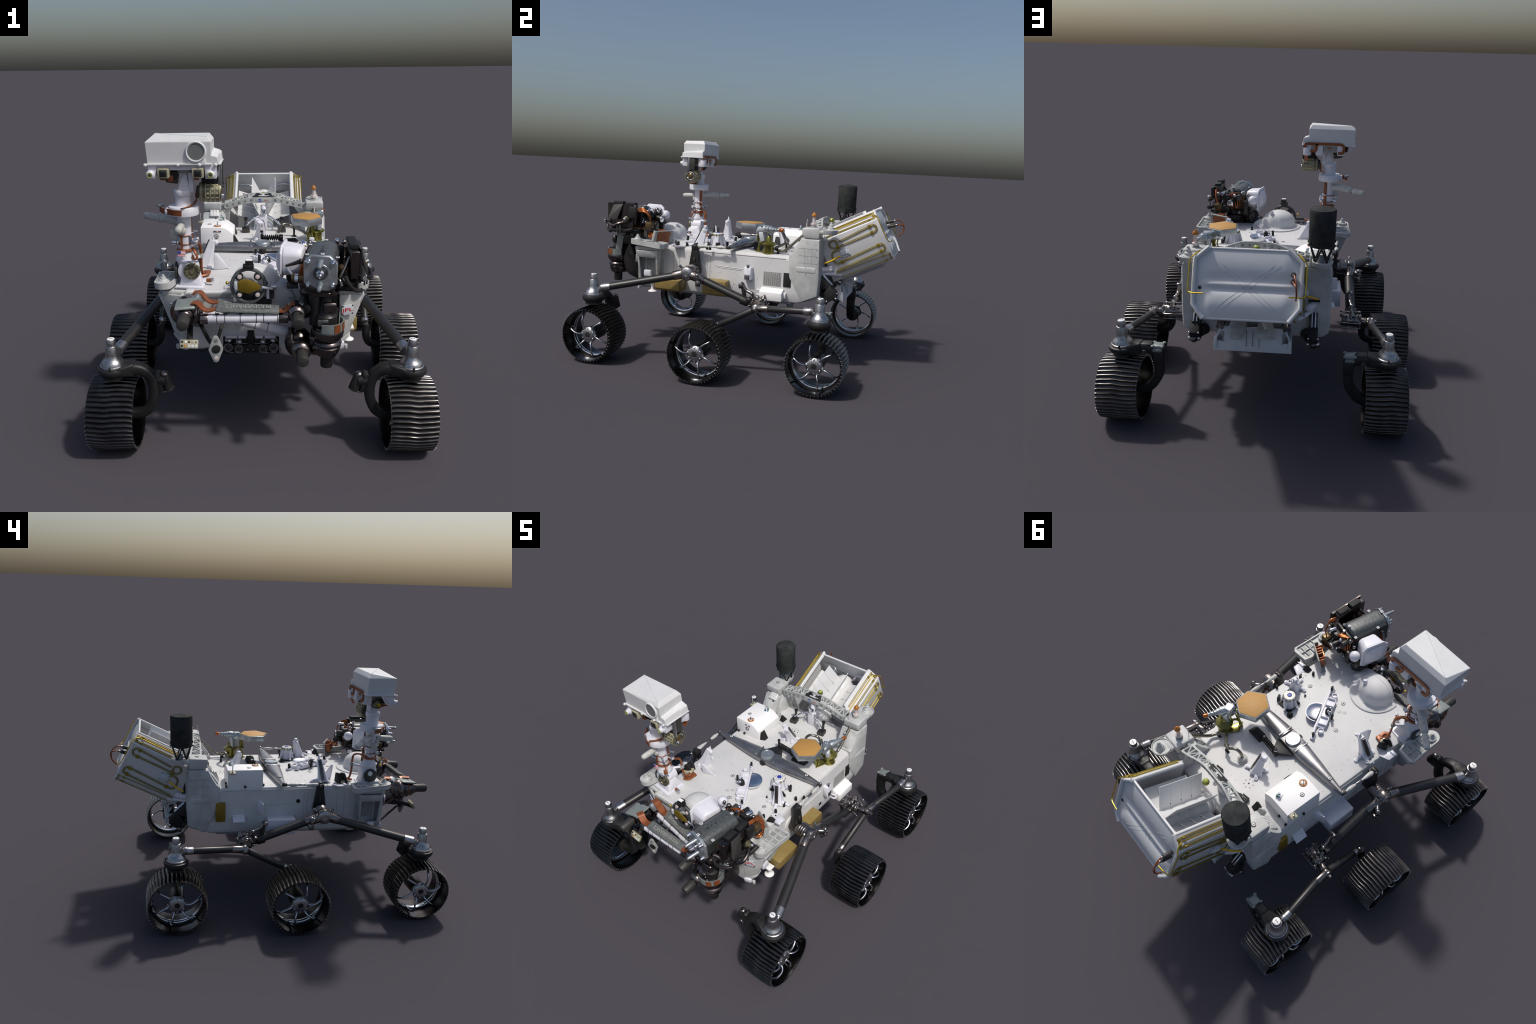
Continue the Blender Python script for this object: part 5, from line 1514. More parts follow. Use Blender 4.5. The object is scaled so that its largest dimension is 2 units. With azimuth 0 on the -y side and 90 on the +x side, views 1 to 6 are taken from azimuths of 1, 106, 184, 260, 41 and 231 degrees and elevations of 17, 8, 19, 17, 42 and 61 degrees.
# sleeves with lettering
q = Part()
q.hull([(-.196, -.898, .726), (-.190, -.852, .742), (-.196, -.905, .712), (-.19, -.85, .720), (.082, -.900, .718), (.082, -.856, .732), (.082, -.905, .704), (.082, -.855, .712)], 'sleeve_grey', bev=.005, seg=3)
q.ribbon([(-.30, -.86, .742), (-.275, -.868, .744), (-.255, -.875, .724), (-.23, -.877, .712), (-.19, -.876, .722)], .040, .006, 'copper_ribbon')
q.ribbon([(.08, -.880, .714), (.10, -.878, .712), (.118, -.874, .724), (.13, -.872, .74), (.15, -.872, .745)], .040, .006, 'copper_ribbon')
q.make('cable_sleeve', arm)
nrm = V((0, -.30, .95)).normalized()
text('PERSEVERANCE', 'sleeve_lettering', arm, .030, basis((-.055, -.878, .7315), (-1, 0, .012), (0, -.95, -.30)) @ Matrix.Diagonal((.98, 1, 1, 1)), 'text_grey', .0012)
q = Part()
q.hull([(-.20, -.770, .702), (-.20, -.722, .712), (-.20, -.772, .690), (-.20, -.722, .690), (.02, -.785, .655), (.02, -.738, .665), (.02, -.785, .64), (.02, -.738, .64)], 'sleeve_grey', bev=.005, seg=3)
q.ribbon([(-.31, -.735, .742), (-.275, -.74, .745), (-.25, -.743, .715), (-.225, -.744, .70), (-.19, -.746, .703)], .042, .006, 'copper_ribbon')
q.make('cable_sleeve', arm)
text('2020', 'sleeve_lettering', arm, .030, basis((-.13, -.7475, .6935), (-1, .06, .22), (0, -1, -.22)) @ Matrix.Diagonal((1.3, 1, 1, 1)), 'text_grey', .0012)
# wrist elbow cluster
q = Part()
q.cyl((.10, -.872, .688), (.155, -.868, .700), .029, 'arm_metal', r1=.034, n=26)
q.cyl((.155, -.83, .705), (.158, -.895, .700), .041, 'arm_metal', n=28)
q.lathe([(.041, 0), (.036, .012), (.029, .018), (.029, .024)], (.158, -.893, .700), (.02, -1, -.12), 'joint_metal', 28)
q.sphere((.185, -.84, .70), .042, 'arm_metal', n=22)
q.sphere((.168, -.815, .535), .072, 'arm_metal', scale=(.85, .95, 1.0), n=28)
q.cyl((.175, -.83, .54), (.178, -.90, .528), .046, 'arm_metal', n=30)
q.lathe([(.046, 0), (.046, .008), (.040, .020), (.030, .026), (.030, .034)], (.178, -.895, .529), (.02, -1, -.06), 'joint_metal', 30)
q.torus((.155, -.82, .545), (1, -.2, .2), .066, .006, 'arm_metal', 32, 8)
q.box((.235, -.865, .55), (.05, .06, .10), 'arm_metal', bev=.02, seg=3)
q.hull([(.12, -.79, .742), (.195, -.79, .742), (.12, -.872, .742), (.195, -.872, .742), (.125, -.79, .732), (.19, -.79, .732), (.12, -.885, .722), (.195, -.885, .722)], 'pad_grey', bev=.006, seg=3)
q.make('arm_elbow', arm)
for p_, d_ in (((.163, -.912, .697), (-.02, -1, -.08)), ((.181, -.925, .526), (0, -1, -.04))):
    q = Part(); q.lathe([(.026, 0), (.0265, .004), (.0265, .066), (.023, .075), (.010, .078)], p_, d_, 'motor_grey', 26); q.make('arm_motor', arm)
q = Part()
wc = V((.293, -.882, 0))
q.lathe([(.030, .500), (.046, .508), (.056, .530), (.058, .548), (.052, .556), (.062, .560), (.065, .568), (.060, .578), (.050, .584), (.060, .588), (.070, .600), (.073, .618), (.070, .634), (.058, .645), (.03, .648)], wc, (0, 0, 1), 'arm_metal', 36)
q.hull([(.23, -.92, .505), (.35, -.92, .535), (.23, -.85, .505), (.35, -.85, .535), (.22, -.92, .565), (.355, -.92, .575), (.22, -.85, .565), (.355, -.85, .575)], 'arm_metal', bev=.02, seg=3)
q.lathe([(.026, .448), (.0275, .452), (.0275, .51)], wc, (0, 0, 1), 'arm_dark', 26)
q.lathe([(.050, .645), (.048, .69), (.038, .70), (.034, .72), (.024, .745), (.022, .78)], wc + V((-.005, .01, 0)), (0, 0, 1), 'arm_dark', 30)
q.box((.27, -.905, .672), (.05, .05, .035), 'steel', bev=.008)
q.cyl((.245, -.86, .64), (.24, -.85, .78), .03, 'arm_dark', n=24)
q.make('arm_wrist', arm)
q = Part()
rings = []
for i in range(9):
    a = math.radians(-115 + i * 20)
    d_ = V((math.cos(a), math.sin(a), 0))
    rings.append([wc + d_ * (.070 + k * .0025) + V((0, 0, z)) for k, z in ((-1, .632), (1, .632), (1, .672), (-1, .672))])
q.loft(rings[:], 'pad_grey')
rings = []
for i in range(3):
    a = math.radians(-70 + i * 12)
    d_ = V((math.cos(a), math.sin(a), 0))
    rings.append([wc + d_ * (.0735 + k * .001) + V((0, 0, z)) for k, z in ((-1, .633), (1, .633), (1, .671), (-1, .671))])
q.loft(rings, 'copper_ribbon')
rings = []
for i in range(3):
    a = math.radians(-35 + i * 14)
    d_ = V((math.cos(a), math.sin(a), 0))
    rings.append([wc + d_ * (.0735 + k * .001) + V((0, 0, z)) for k, z in ((-1, .633), (1, .633), (1, .671), (-1, .671))])
q.loft(rings, 'copper_ribbon')
# tall ribbon and pad rising to the turret
q.ribbon([(0.344, -.86, .64), (0.348, -.845, .70), (0.348, -.835, .76), (0.344, -.81, .80), (0.336, -.76, .812)], .044, .005, 'pad_grey', up=(1, 0, 0))
q.ribbon([(.352, -.62, .815), (.357, -.70, .81), (.360, -.76, .805)], .05, .004, 'copper_ribbon', up=(1, 0, .1))
for yy in (-.64, -.69, -.74):
    q.box((.366, yy, .80), (.006, .022, .055), 'pad_grey', bev=.002)
q.make('wrist_ribbon', arm)
q = Part()
q.hull([(x, y, z) for x, y in ((.235, -.85), (.35, -.85), (.235, -.70), (.35, -.68)) for z in (.705, .79)], 'arm_dark', bev=.02, seg=3)
q.cyl((.20, -.79, .80), (.20, -.68, .80), .028, 'arm_metal', n=24); q.sphere((.21, -.77, .76), .036, 'arm_metal', n=20)
q.cyl((.20, -.89, .72), (.20, -.80, .74), .020, 'arm_dark'); q.box((.30, -.90, .735), (.06, .03, .05), 'arm_metal', bev=.012, seg=3)
q.make('turret_root', arm)
q = Part()
q.hull([(.30, -.72, .62), (.36, -.72, .62), (.30, -.70, .46), (.35, -.70, .50), (.30, -.82, .60), (.35, -.83, .62), (.30, -.78, .48), (.34, -.80, .52), (.31, -.76, .74), (.36, -.76, .74)], 'arm_dark', bev=.02, seg=3)
q.cyl((.24, -.75, .58), (.33, -.76, .60), .05, 'arm_dark', n=28)
q.make('wrist_housing', arm)

# ------------------------------------------------------------------ turret tools at the end of the arm
ax = V((.155, .988, 0)).normalized(); sx = V((.988, -.155, 0)); up = V((0, 0, 1))
F0 = V((.255, -.915, .896))
def D(a, b, h):      # along axis, sideways, up, from the front plate centre
    return F0 + ax * a + sx * b + up * h
q = Part()
def rotube(w_, h_, a):
    pts = []
    for i in range(32):
        t = 2 * math.pi * i / 32
        c_, s_ = math.cos(t), math.sin(t)
        pts.append(D(a, w_ * math.copysign(abs(c_) ** .62, c_), h_ * math.copysign(abs(s_) ** .72, s_)))
    return pts
q.loft([rotube(.060, .068, .012), rotube(.065, .073, .016), rotube(.067, .076, .05), rotube(.067, .078, .20), rotube(.066, .077, .235), rotube(.058, .066, .245)], 'carbon_grey')
q.loft([[D(a, b, h) for b, h in ((.050, .046), (.068, .038), (.070, -.03), (.06, -.04))] for a in (.02, .24)], 'carbon_dark')
q.loft([[D(a, b, h) for b, h in ((-.050, .060), (-.070, .052), (-.074, .0), (-.066, -.01))] for a in (.02, .24)], 'carbon_dark')
turret = q.make('tool_turret', arm)
# honeycomb-like raised ribs on the sleeve
q = Part()
for i in range(8):
    a = .03 + i * .026
    q.loft([[D(a + da, (.0675 + o) * math.sin(t), (.0765 + o) * math.cos(t) ** .9) for da, o in ((0, 0), (0, .0014), (.0016, .0014), (.0016, 0))] for t in [math.radians(-48 + 96 * j / 12) for j in range(13)]], 'carbon_dark')
for i in range(7):
    for j, t in enumerate((-24, 0, 22)):
        a = .043 + i * .026 + (.006 if j % 2 else 0); tt = math.radians(t)
        if (i * 3 + j) % 4 != 1:
            q.box(D(a, .0675 * math.sin(tt), .0765 * math.cos(tt) ** .9), (.009, .012, .002), 'carbon_dark', rot=(0, t, 9), bev=.0005)
q.make('sleeve_rib', turret, stuff=True)
q = Part()
def octp(w_, h_, ch, a):
    return [D(a, b, h) for b, h in ((-w_ + ch, -h_), (w_ - ch, -h_), (w_, -h_ + ch), (w_, h_ - ch), (w_ - ch, h_), (-w_ + ch, h_), (-w_, h_ - ch), (-w_, -h_ + ch))]
q.loft([octp(.066, .072, .030, .014), octp(.072, .078, .032, .010), octp(.072, .078, .032, 0), octp(.068, .074, .031, -.006)], 'plate_silver', cap=True)
q.lathe([(.044, -.002), (.040, .004), (.034, .005), (.032, -.004)], D(-.004, 0, 0), -ax, 'plate_silver', 32)
q.cyl(D(-.0035, 0, 0), D(-.0075, 0, 0), .031, 'carbon_grey', n=28)
q.lathe([(.018, 0), (.018, .02), (.012, .024), (.010, .045), (.004, .05)], D(-.004, 0, .002), -ax, 'chrome', 20)
for b, h in ((-.052, .05), (.052, .05), (-.052, -.05), (.052, -.05)):
    q.lathe([(.013, 0), (.009, .010), (.0075, .012), (.007, .022), (.003, .025)], D(-.004, b, h), -ax, 'chrome', 16)
for h in (.048, -.052):
    q.lathe([(.014, 0), (.011, .010), (.010, .055), (.008, .058), (.008, .070), (.003, .073)], D(-.004, 0, h), -ax, 'plate_silver', 18)
q.make('drill_face_plate', turret)
# little square markers
q = Part()
for p_ in ((.263, -.907, .9785), (.331, -.871, .952), (.203, -.825, .952), (.227, -.672, .953), (.298, -.685, .978)):
    q.box(p_, (.015, .015, .003), 'mark_white', rot=(0, 0, -9), bev=.0005); q.box(V(p_) + V((0, 0, .0013)), (.009, .009, .0012), 'mark_black', rot=(0, 0, -9), bev=0); q.box(V(p_) + V((0, 0, .0017)), (.004, .004, .0012), 'mark_white', rot=(0, 0, -9), bev=0)
q.make('square_marker', turret, stuff=True)
# base of the turret
q = Part()
q.lathe([(.06, 0), (.078, .01), (.08, .024), (.07, .034), (.075, .04), (.075, .052), (.06, .056)], (.272, -.835, .778), (0, 0, 1), 'arm_metal', 36)
q.torus((.265, -.74, .80), (0, 0, 1), .055, .016, 'arm_dark', 30, 10)
q.hull([D(a, b, h) for a in (.01, .25) for b in (-.05, .06) for h in (-.062, -.095)], 'black_matt', bev=.01)
q.hull([D(a, b, h) for a in (.06, .27) for b in (.05, .16) for h in (-.075, -.10)], 'black_matt', bev=.008)
q.cyl(D(.0, -.06, -.065), D(.02, .02, -.085), .018, 'arm_dark')
q.cyl((.135, -.83, .845), (.22, -.84, .845), .020, 'drill_bronze'); q.pipe((.150, -.832, .843), (.166, -.834, .843), .0225, .0185, 'chrome')
q.box((.14, -.84, .815), (.05, .05, .016), 'black_matt', bev=.004)
q.cyl((.20, -.68, .80), (.14, -.64, .80), .028, 'arm_metal'); q.torus((.15, -.64, .795), (1, -1, 0), .03, .012, 'arm_dark', 24, 8)
q.make('turret_base', turret)
# white instrument cover with flanged lid plus its white ball
q = Part()
Rc = Euler((0, 0, math.radians(-12))).to_matrix()
def W(a, b, h):
    return V((.100, -.712, .900)) + Rc @ V((a, b, h))
q.hull([W(.010, b, h) for b, h in ((-.075, .04), (-.045, .068), (.055, .068), (.078, .05), (.078, -.055), (.055, -.070), (-.05, -.068), (-.075, -.045))] + [W(.095, b, h) for b, h in ((-.06, .03), (-.04, .058), (.045, .058), (.06, .04), (.06, -.04), (.04, -.056), (-.04, -.056), (-.06, -.03))], 'bracket_white', bev=.010, seg=3)
q.hull([W(a, b, h) for a in (.0, .009) for b, h in ((-.085, .045), (-.05, .076), (.06, .076), (.088, .055), (.088, -.062), (.06, -.080), (-.055, -.078), (-.085, -.05))], 'bracket_white', bev=.003)
q.hull([W(.0, b, h) for b, h in ((-.07, .035), (-.045, .062), (.05, .062), (.072, .045), (.072, -.05), (.05, -.066), (-.045, -.066), (-.07, -.04))] + [W(-.026, b, h) for b, h in ((-.03, .02), (.035, .03), (.035, -.03), (-.03, -.035))], 'bracket_white', bev=.010, seg=3)
q.make('white_instrument_cover', turret)
q = Part(); q.sphere((.151, -.602, .911), .031, 'bracket_white', n=28); q.make('white_ball', turret)
# strut pair in front of the cover
q = Part()
q.tube([(.113, -.80, .892), (.145, -.825, .91), (.175, -.84, .925)], lambda t: .006 + .005 * t, 'arm_metal', n=10); q.sphere((.175, -.84, .925), .012, 'arm_dark', n=12)
q.tube([(.113, -.80, .880), (.135, -.82, .862), (.155, -.835, .845)], .007, 'chrome', n=10)
q.tube([(.12, -.64, .86), (.18, -.60, .83), (.20, -.62, .79)], .004, 'arm_dark', n=8)
for k in range(4):
    q.tube([(.178 + k * .003, -.838, .925), (.176 + k * .004, -.846, .90), (.170 + k * .006, -.842, .868), (.172 + k * .007, -.835, .845)], .0028, 'copper_wire', n=6)
q.make('turret_strut', turret)
# imaging boxes on the outboard side
q = Part()
q.hull([(x, y, z) for x in (.384, .424) for y, z in ((-.888, .982), (-.888, .86), (-.87, .845), (-.69, .85), (-.684, .862), (-.684, .982))], 'arm_metal', bev=.018, seg=4)
q.loft([[(x, y, z) for y, z in ((-.885, .992), (-.885, .84), (-.70, .84), (-.70, .985))] for x in (.424, .432)], 'arm_metal')
q.hull([(.43, -.842, .980), (.43, -.772, .985), (.438, -.842, .980), (.438, -.772, .985), (.465, -.868, .885), (.465, -.80, .885), (.45, -.868, .885), (.45, -.80, .885)], 'motor_grey', bev=.002)
q.bounds((.382, -.85, .980), (.424, -.78, 1.002), 'black_matt', bev=.003); q.bounds((.384, -.765, .980), (.426, -.69, .998), 'black_matt', bev=.006)
q.bounds((.425, -.725, .895), (.45, -.67, .975), 'arm_dark', bev=.006)
q.make('imaging_box', turret)
q = Part()
q.lathe([(.017, 0), (.019, .012), (.014, .016), (.013, .034), (.016, .036), (.016, .044), (.011, .046)], (.42, -.862, .868), (.45, -.9, .0), 'arm_dark', 24)
q.cyl((.441, -.903, .868), (.443, -.908, .868), .0105, 'window_grey', n=20)
for dz in (.008, -.008):
    q.sphere((.45, -.895, .868 + dz), .005, 'chrome', n=8)
q.lathe([(.018, 0), (.02, .01), (.014, .014), (.014, .03)], (.445, -.74, .89), (1, .1, -.1), 'khaki_metal', 22); q.sphere((.478, -.735, .892), .011, 'chrome', n=12)
q.make('imaging_lens', turret)
q = Part()
q.cyl((.345, -.885, .855), (.40, -.86, .825), .014, 'arm_dark'); q.cyl((.34, -.89, .865), (.385, -.845, .945), .007, 'joint_metal'); q.cyl((.335, -.88, .86), (.35, -.90, .83), .010, 'joint_metal')
q.tube([(.36, -.91, .88), (.38, -.915, .84), (.41, -.895, .81), (.44, -.86, .80)], .009, 'arm_dark', n=8)
q.tube([(.43, -.80, .82), (.46, -.74, .815), (.47, -.68, .83)], .012, 'arm_dark', n=8)
q.tube([(.47, -.86, .86), (.485, -.82, .845), (.485, -.78, .86), (.47, -.75, .87)], .010, 'arm_metal', n=8)
q.sphere((.355, -.85, .895), .020, 'drill_bronze', n=14)
q.cyl((.46, -.80, .80), (.46, -.80, .85), .004, 'steel'); q.cyl((.475, -.77, .795), (.475, -.77, .85), .004, 'steel')
q.make('turret_cabling', turret)
# rear of turret: copper wire bundles and small canisters
q = Part()
random.seed(5)
for k in range(5):
    o = k * .006
    q.tube([(.405, -.672 , .965 - o), (.41, -.64 + o * .5, .966 - o), (.405, -.61 + o * .3, .945 - o), (.395, -.595, .91 - o * .5), (.385, -.595, .88)], .0035, 'copper_wire', n=6)
for k in range(6):
    x_ = .215 + k * .016
    q.tube([(x_ + .02, -.665, .93), (x_ + .01, -.635, .935 + .004 * (k % 2)), (x_, -.62, .91), (x_ - .006, -.622, .86), (x_, -.63, .84)], .0033, 'copper_wire', n=6)
for k in range(3):
    q.tube([(.25 + k * .012, -.64, .95), (.29 + k * .01, -.615, .945), (.32 + k * .008, -.61, .92)], .0033, 'copper_wire', n=6)
q.make('wire_bundle', turret, stuff=True)
q = Part()
q.hull([D(a, b, h) for a in (.245, .27) for b in (-.06, .09) for h in (-.06, .055)], 'arm_dark', bev=.015)
q.box((.385, -.60, .855), (.05, .045, .045), 'drill_bronze', bev=.005); q.box((.385, -.598, .825), (.055, .05, .016), 'black_matt', bev=.003)
q.cyl((.335, -.615, .855), (.335, -.572, .850), .028, 'arm_dark', n=24)
q.cyl((.25, -.625, .925), (.25, -.59, .925), .018, 'motor_grey'); q.cyl((.29, -.62, .90), (.30, -.56, .895), .021, 'arm_dark'); q.cyl((.30, -.56, .895), (.301, -.553, .894), .0225, 'chrome')
q.box((.20, -.61, .86), (.03, .04, .09), 'arm_dark', bev=.006); q.box((.33, -.62, .92), (.05, .04, .045), 'arm_dark', bev=.006)
q.cyl((.35, -.63, .95), (.36, -.59, .95), .012, 'chrome'); q.sphere((.275, -.60, .94), .011, 'chrome', n=12)
for i in range(14):
    q.sphere((random.uniform(.18, .40), random.uniform(-.64, -.60), random.uniform(.82, .95)), random.uniform(.009, .015), random.choice(('arm_dark', 'joint_metal', 'motor_grey')), n=10)
q.cyl((.30, -.65, .83), (.30, -.65, .965), .010, 'steel'); q.cyl((.37, -.66, .86), (.33, -.68, .965), .011, 'steel')
q.make('turret_motor', turret)

# ------------------------------------------------------------------ radiator shield with copper comb near the right front
cA, cB, cC, cD = V((.428, -.530, .823)), V((.306, -.467, .823)), V((.279, -.474, .732)), V((.426, -.552, .735))
cn = (cB - cA).cross(cD - cA).normalized()
if cn.y > 0: cn = -cn          # toward the front of the rover
q = Part()
q.hull([p_ + cn * k_ for p_ in (cA, cB, cC, cD) for k_ in (0, .009)], 'grey_paint', bev=.0015)
q.hull([cA + V((.004, -.004, 0)), cD + V((.004, -.004, 0)), cA + cn * .03, cD + cn * .03, cA, cD], 'grey_paint', bev=.001)
shield = q.make('heat_shield_plate', rover)
q = Part()
eu = (cB - cA).normalized()
Rq = Matrix((eu, cn, eu.cross(cn))).transposed()
for i in range(7):
    f_ = .10 + .78 * i / 6
    tall = 1 < i < 5
    q.box(cA.lerp(cB, f_) + cn * .030 + V((0, 0, -.042 + (.006 if tall else -.006))), (.008, .040, .070 if tall else .056), 'copper_ribbon', rot=Rq, bev=.002)
q.box(cA.lerp(cB, .48) + cn * .012 + V((0, 0, -.045)), (.10, .008, .075), 'copper_ribbon', rot=Rq, bev=.002)
for zz in (-.022, -.048, -.068):
    q.box(cA.lerp(cB, .5) + cn * .044 + V((0, 0, zz)), (.075, .014, .007), 'copper_wire', rot=Rq, bev=.002)
q.torus((.395, -.585, .79), (1, -.5, .6), .018, .005, 'copper_wire', 22, 8); q.torus((.392, -.588, .80), (1, -.5, .6), .013, .005, 'copper_wire', 22, 8)
q.make('copper_comb', shield)
q = Part()
q.hull([(.33, -.45, .731), (.375, -.43, .731), (.33, -.41, .731), (.37, -.40, .731), (.345, -.43, .77), (.36, -.42, .77)], 'black_matt', bev=.003)
for x, y in ((.30, -.43), (.33, -.355), (.36, -.20), (.395, -.165)):
    q.cyl((x, y, .73), (x, y, .755), .009, 'black_matt', r1=.007)
q.make('deck_stop', rover, stuff=True)

# ------------------------------------------------------------------ domed sample carousel at the front centre
q = Part()
dc = V((-.025, -.635, 0))
fl = []; 
for i in range(37):
    a = math.radians(-10 + i * 200 / 36)
    fl.append((dc.x + .150 * math.cos(a), dc.y + .155 * math.sin(a)))
fl_in = [(dc.x + (x - dc.x) * .80, dc.y + (y - dc.y) * .74) for x, y in fl]
q.loft([[(x, y, .730) for x, y in fl], [(x, y, .737) for x, y in fl], [(dc.x + (x - dc.x) * .95, dc.y + (y - dc.y) * .95, .740) for x, y in fl], [(x, y, .742) for x, y in fl_in], [(dc.x, dc.y - .02, .742)] * 37], 'white_paint', cap=False)
# half dome rising from a polygonal foot
foot = [(.100, -.640), (.095, -.592), (.030, -.540), (-.046, -.524), (-.110, -.548), (-.140, -.600), (-.140, -.660), (-.10, -.70), (.07, -.70)]
top_c = V((-.03, -.625, 0))
def foot_r(a):
    d_ = V((math.cos(a), math.sin(a), 0)); best = 0
    for p_, q_ in zip(foot, foot[1:] + foot[:1]):
        p2 = V((*p_, 0)) - top_c; e_ = V((*q_, 0)) - V((*p_, 0))
        den = d_.x * e_.y - d_.y * e_.x
        if abs(den) > 1e-9:
            t_ = (p2.x * e_.y - p2.y * e_.x) / den; w_ = (p2.x * d_.y - p2.y * d_.x) / den
            if t_ > 0 and -1e-6 <= w_ <= 1 + 1e-6: best = max(best, t_)
    return best
rows_ = []
for z_, sc, mixr in ((.728, 1.06, 0), (.746, 1.06, 0), (.750, 1.0, 0), (.775, .955, .1), (.798, .87, .3), (.816, .74, .55), (.829, .57, .8), (.838, .36, 1), (.842, .18, 1), (.843, .02, 1)):
    ring_ = []
    for i in range(54):
        a = 2 * math.pi * i / 54
        r_ = foot_r(a) * (1 - mixr) + .108 * mixr
        ring_.append((top_c.x + r_ * sc * math.cos(a), top_c.y + r_ * sc * math.sin(a), z_))
    rows_.append(ring_)
q.loft(rows_, 'white_paint')
q.box((.018, -.575, .835), (.022, .022, .022), 'bracket_white', rot=(20, 10, 30), bev=.003)
q.tube([(top_c.x + .112 * math.cos(math.radians(a)), -.650, .746 + .094 * math.sin(math.radians(a))) for a in range(8, 173, 8)], .004, 'white_paint', n=6)
q.hull([(-.135, -.70, .73), (.10, -.70, .73), (-.135, -.70, .62), (.12, -.70, .60), (-.10, -.66, .76), (.07, -.66, .77), (-.10, -.64, .62), (.10, -.64, .60)], 'white_paint', bev=.01)
q.cyl((.075, -.70, .68), (.075, -.60, .70), .085, 'white_paint', n=36, bev=.01)
carousel = q.make('sample_carousel', rover)
q = Part()
rc = V((-.056, -.735, .776)); rn = V((0, -1, .18)).normalized()
q.torus(rc, rn, .0765, .0085, 'carbon_dark', 44, 12)
q.pipe(rc - rn * .006, rc + rn * .010, .082, .072, 'carbon_grey', 44)
Fr = frame(rn)
for i in range(4):
    a = math.radians(45 + 90 * i)
    d_ = Fr @ V((math.cos(a), math.sin(a), 0))
    q.cyl(rc + d_ * .06 - rn * .01, rc + d_ * .06 + rn * .006, .019, 'arm_dark', n=22)
    q.cyl(rc + d_ * .058 + rn * .004, rc + d_ * .058 + rn * .014, .0115, 'pinkish_white', n=18, r1=.010)
q.box(rc + V((0, .004, .092)), (.05, .03, .018), 'arm_dark', bev=.003); q.box(rc + V((.004, .006, .110)), (.036, .026, .024), 'black_matt', rot=(-10, 0, 0), bev=.004); q.box(rc + V((.004, 0, .1225)), (.03, .02, .003), 'mark_white', bev=0)
q.cyl(rc - rn * .008 + V((0, 0, -.045)), rc - rn * .004 + V((0, 0, -.045)), .034, 'black_matt')
q.make('docking_ring', carousel)
q = Part()
pts = []
for b, h in ((-.048, .022), (-.035, .032), (-.005, .036), (.035, .018), (.055, .002), (.055, -.014), (.035, -.022), (.0, -.036), (-.035, -.026), (-.048, -.016)):
    pts.append(rc + Fr @ V((-b if Fr.col[0].x < 0 else b, 0, 0)) + V((0, 0, h)) + rn * .018)
q.prism(pts, rn * .006, 'gold_dark', bev=.002)
q.box(rc + V((-.058, -.022, .008)), (.014, .012, .04), 'plate_white', bev=.004); q.box(rc + V((.085, -.02, -.004)), (.05, .008, .010), 'plate_white', rot=(0, 8, 0), bev=.002)
q.box(rc + V((.112, -.012, -.004)), (.028, .02, .02), 'chrome', bev=.004); q.cyl(rc + V((.105, .0, -.06)), rc + V((.105, .0, -.005)), .012, 'arm_dark'); q.sphere(rc + V((-.098, 0, .014)), .008, 'bright_gold', n=10)
q.box(rc + V((.095, .01, -.04)), (.03, .03, .05), 'bracket_white', bev=.006); q.box(rc + V((.07, .015, -.078)), (.07, .03, .03), 'black_matt', bev=.005)
for i in range(8):
    q.sphere(rc + V((random.uniform(.075, .12), random.uniform(0, .05), random.uniform(-.06, .05))), random.uniform(.006, .012), 'chrome', n=10)
q.make('ring_latch', carousel)

# ------------------------------------------------------------------ front hazard camera bar, tow fixture, target plate
q = Part()
q.prism([(-.183, -.700, .472), (-.12, -.704, .463), (.02, -.704, .463), (.084, -.700, .472), (.084, -.700, .414), (.02, -.704, .424), (-.12, -.704, .424), (-.183, -.700, .414)], (0, .03, 0), 'black_matt', bev=.004)
q.bounds((-.183, -.69, .466), (.084, -.668, .502), 'black_matt', bev=.003); q.bounds((-.066, -.70, .46), (-.034, -.67, .535), 'black_matt', bev=.004)
haz = q.make('hazard_camera_bar', rover)
q = Part()
for x0_, x1_ in ((-.172, -.115), (-.112, -.072), (-.03, .008), (.015, .068)):
    q.bounds((x0_, -.702, .496), (x1_, -.674, .512), 'bracket_white', bev=.004)
q.box((-.052, -.7075, .46), (.022, .004, .022), 'arm_dark', bev=.002)
for dx in (-.013, .013):
    q.cyl((-.052 + dx, -.704, .444), (-.052 + dx, -.711, .444), .003, 'chrome', n=8)
for dx in (-.14, -.105, .03, .063):
    q.box((dx - .005, -.7075, .428), (.024, .004, .004), 'steel', bev=.001)
q.make('bar_fitting', haz, stuff=True)
for x, z in ((-.157, .455), (-.107, .449), (.008, .449), (.058, .455)):
    q = Part()
    q.lathe([(.021, 0), (.022, .004), (.021, .010), (.018, .012), (.014, .009), (.001, .010)], (x, -.703, z), (0, -1, .1), 'arm_dark', 28)
    q.torus((x, -.714, z + .001), (0, -1, .1), .0195, .0014, 'chrome', 28, 6); q.torus((x, -.714, z + .001), (0, -1, .1), .0135, .001, 'chrome', 24, 6)
    q.cyl((x, -.705, z), (x, -.7155, z + .001), .0075, 'lens_glass', n=18)
    q.lathe([(.016, 0), (.019, .006), (.012, .014)], (x, -.695, z + .032), (0, -.4, 1), 'steel', 20)
    q.make('hazard_camera', haz)
tc_ = V((-.199, -.889, .531)); tu = V((.066, .019, 0)).normalized(); tn = V((tu.y, -tu.x, 0))
def TG(a, h, k=0.):
    return tc_ + tu * a + V((0, 0, h)) + tn * k
q = Part()
dia = [(-.012, .058), (-.006, .064), (.006, .064), (.012, .058), (.033, .005), (.0335, 0), (.033, -.005), (.012, -.058), (.006, -.064), (-.006, -.064), (-.012, -.058), (-.033, -.005), (-.0335, 0), (-.033, .005)]
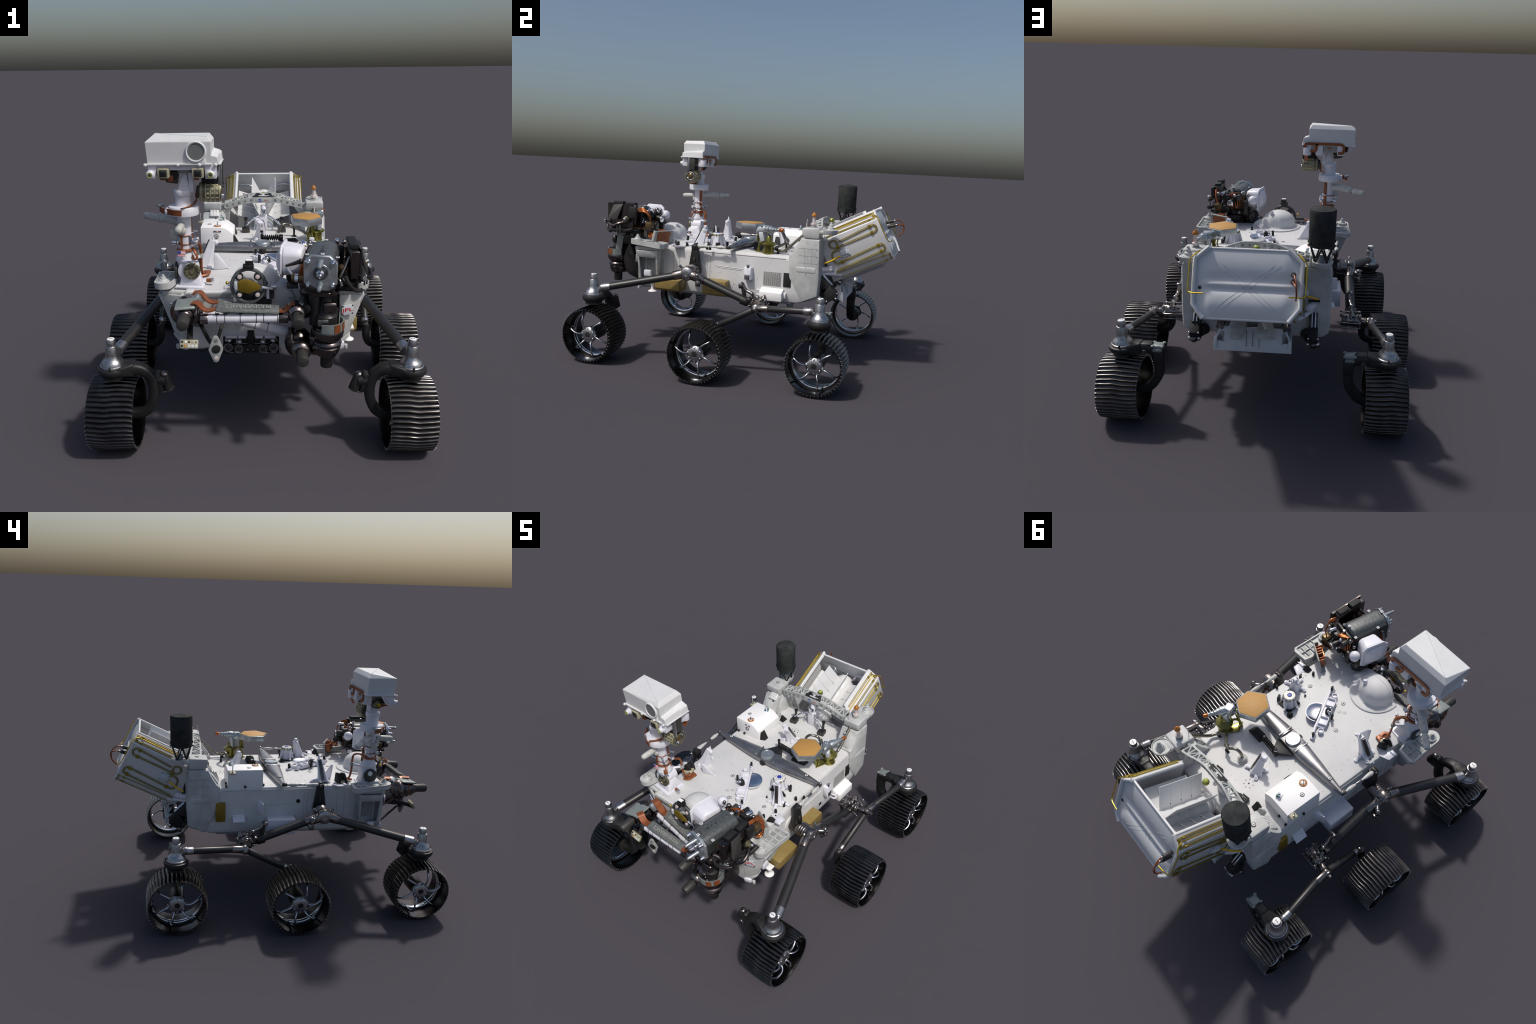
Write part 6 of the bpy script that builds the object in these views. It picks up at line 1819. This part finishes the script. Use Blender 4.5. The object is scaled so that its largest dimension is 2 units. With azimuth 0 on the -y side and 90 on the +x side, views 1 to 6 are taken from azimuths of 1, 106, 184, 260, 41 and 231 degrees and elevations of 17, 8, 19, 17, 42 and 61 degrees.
q.prism([TG(a, h) for a, h in dia], tn * -.010, 'grey_paint', bev=.002)
q.cyl(TG(0, 0, -.002), TG(0, 0, .0015), .0205, 'black_matt', n=28)
q.cyl(TG(0, .043, -.002), TG(0, .043, .0012), .010, 'bolt_grey', n=18); q.cyl(TG(0, -.043, -.002), TG(0, -.043, .0012), .010, 'pinkish_white', n=18)
tow = q.make('contact_target', rover)
q = Part()
q.tube([(-.29, -.69, .57), (-.265, -.76, .565), (-.235, -.83, .548), (-.205, -.878, .540)], .010, 'yoke_black', n=10)
q.tube([(-.29, -.69, .43), (-.26, -.76, .47), (-.22, -.85, .52)], .007, 'yoke_black', n=10)
q.tube([(-.17, -.69, .61), (-.18, -.77, .595), (-.192, -.855, .565)], .008, 'motor_grey', n=10)
q.box((-.202, -.874, .535), (.04, .016, .05), 'yoke_black', bev=.004)
q.make('target_strut', tow)
q = Part()
Rm_ = Matrix((V((.99, -.10, -.02)).normalized(), V((.07, .80, -.58)).normalized(), V((0, 0, 1)))).transposed()
mc = V((-.314, -.911, .567))
xx_ = V((1, -.06, 0)).normalized(); nn_ = V((-.05, -.86, .5)).normalized(); zz_ = xx_.cross(-nn_).normalized()
Rm_ = Matrix((xx_, -nn_, zz_)).transposed()
MP = lambda a, h, k: mc + xx_ * a + zz_ * h + nn_ * k
q.box(mc, (.080, .012, .038), 'khaki_face', rot=Rm_, bev=.002)
for i in range(5):
    a_ = -.031 + i * .0155
    q.cyl(MP(a_, .009, .004), MP(a_, .009, .0075), .0052, ('mark_black', 'mark_white', 'motor_grey', 'grey_paint', 'bolt_grey')[i], n=16)
    if i == 0:
        q.cyl(MP(a_, -.009, .004), MP(a_, -.009, .0075), .0055, 'mark_black', n=16)
    else:
        q.box(MP(a_, -.009, .006), (.0115, .003, .0115), ('', 'tan_face', 'plate_white', 'plate_white', 'plate_white')[i], rot=Rm_, bev=.001)
q.box(MP(0, 0, -.009), (.075, .014, .030), 'khaki_metal', rot=Rm_, bev=.002)
q.tube([MP(0, -.005, -.01), (-.318, -.86, .575), (-.325, -.78, .592), (-.33, -.69, .60)], .014, 'black_matt', n=12, square=.6)
q.make('material_target_plate', rover)
q = Part()
q.bounds((-.28, -.692, .505), (-.17, -.684, .55), 'plate_white', bev=.002)
for i in range(8):
    q.box((-.27 + i * .013, -.693, .527), (.003, .003, .034), 'line_grey', bev=0)
q.make('front_vent', chassis)
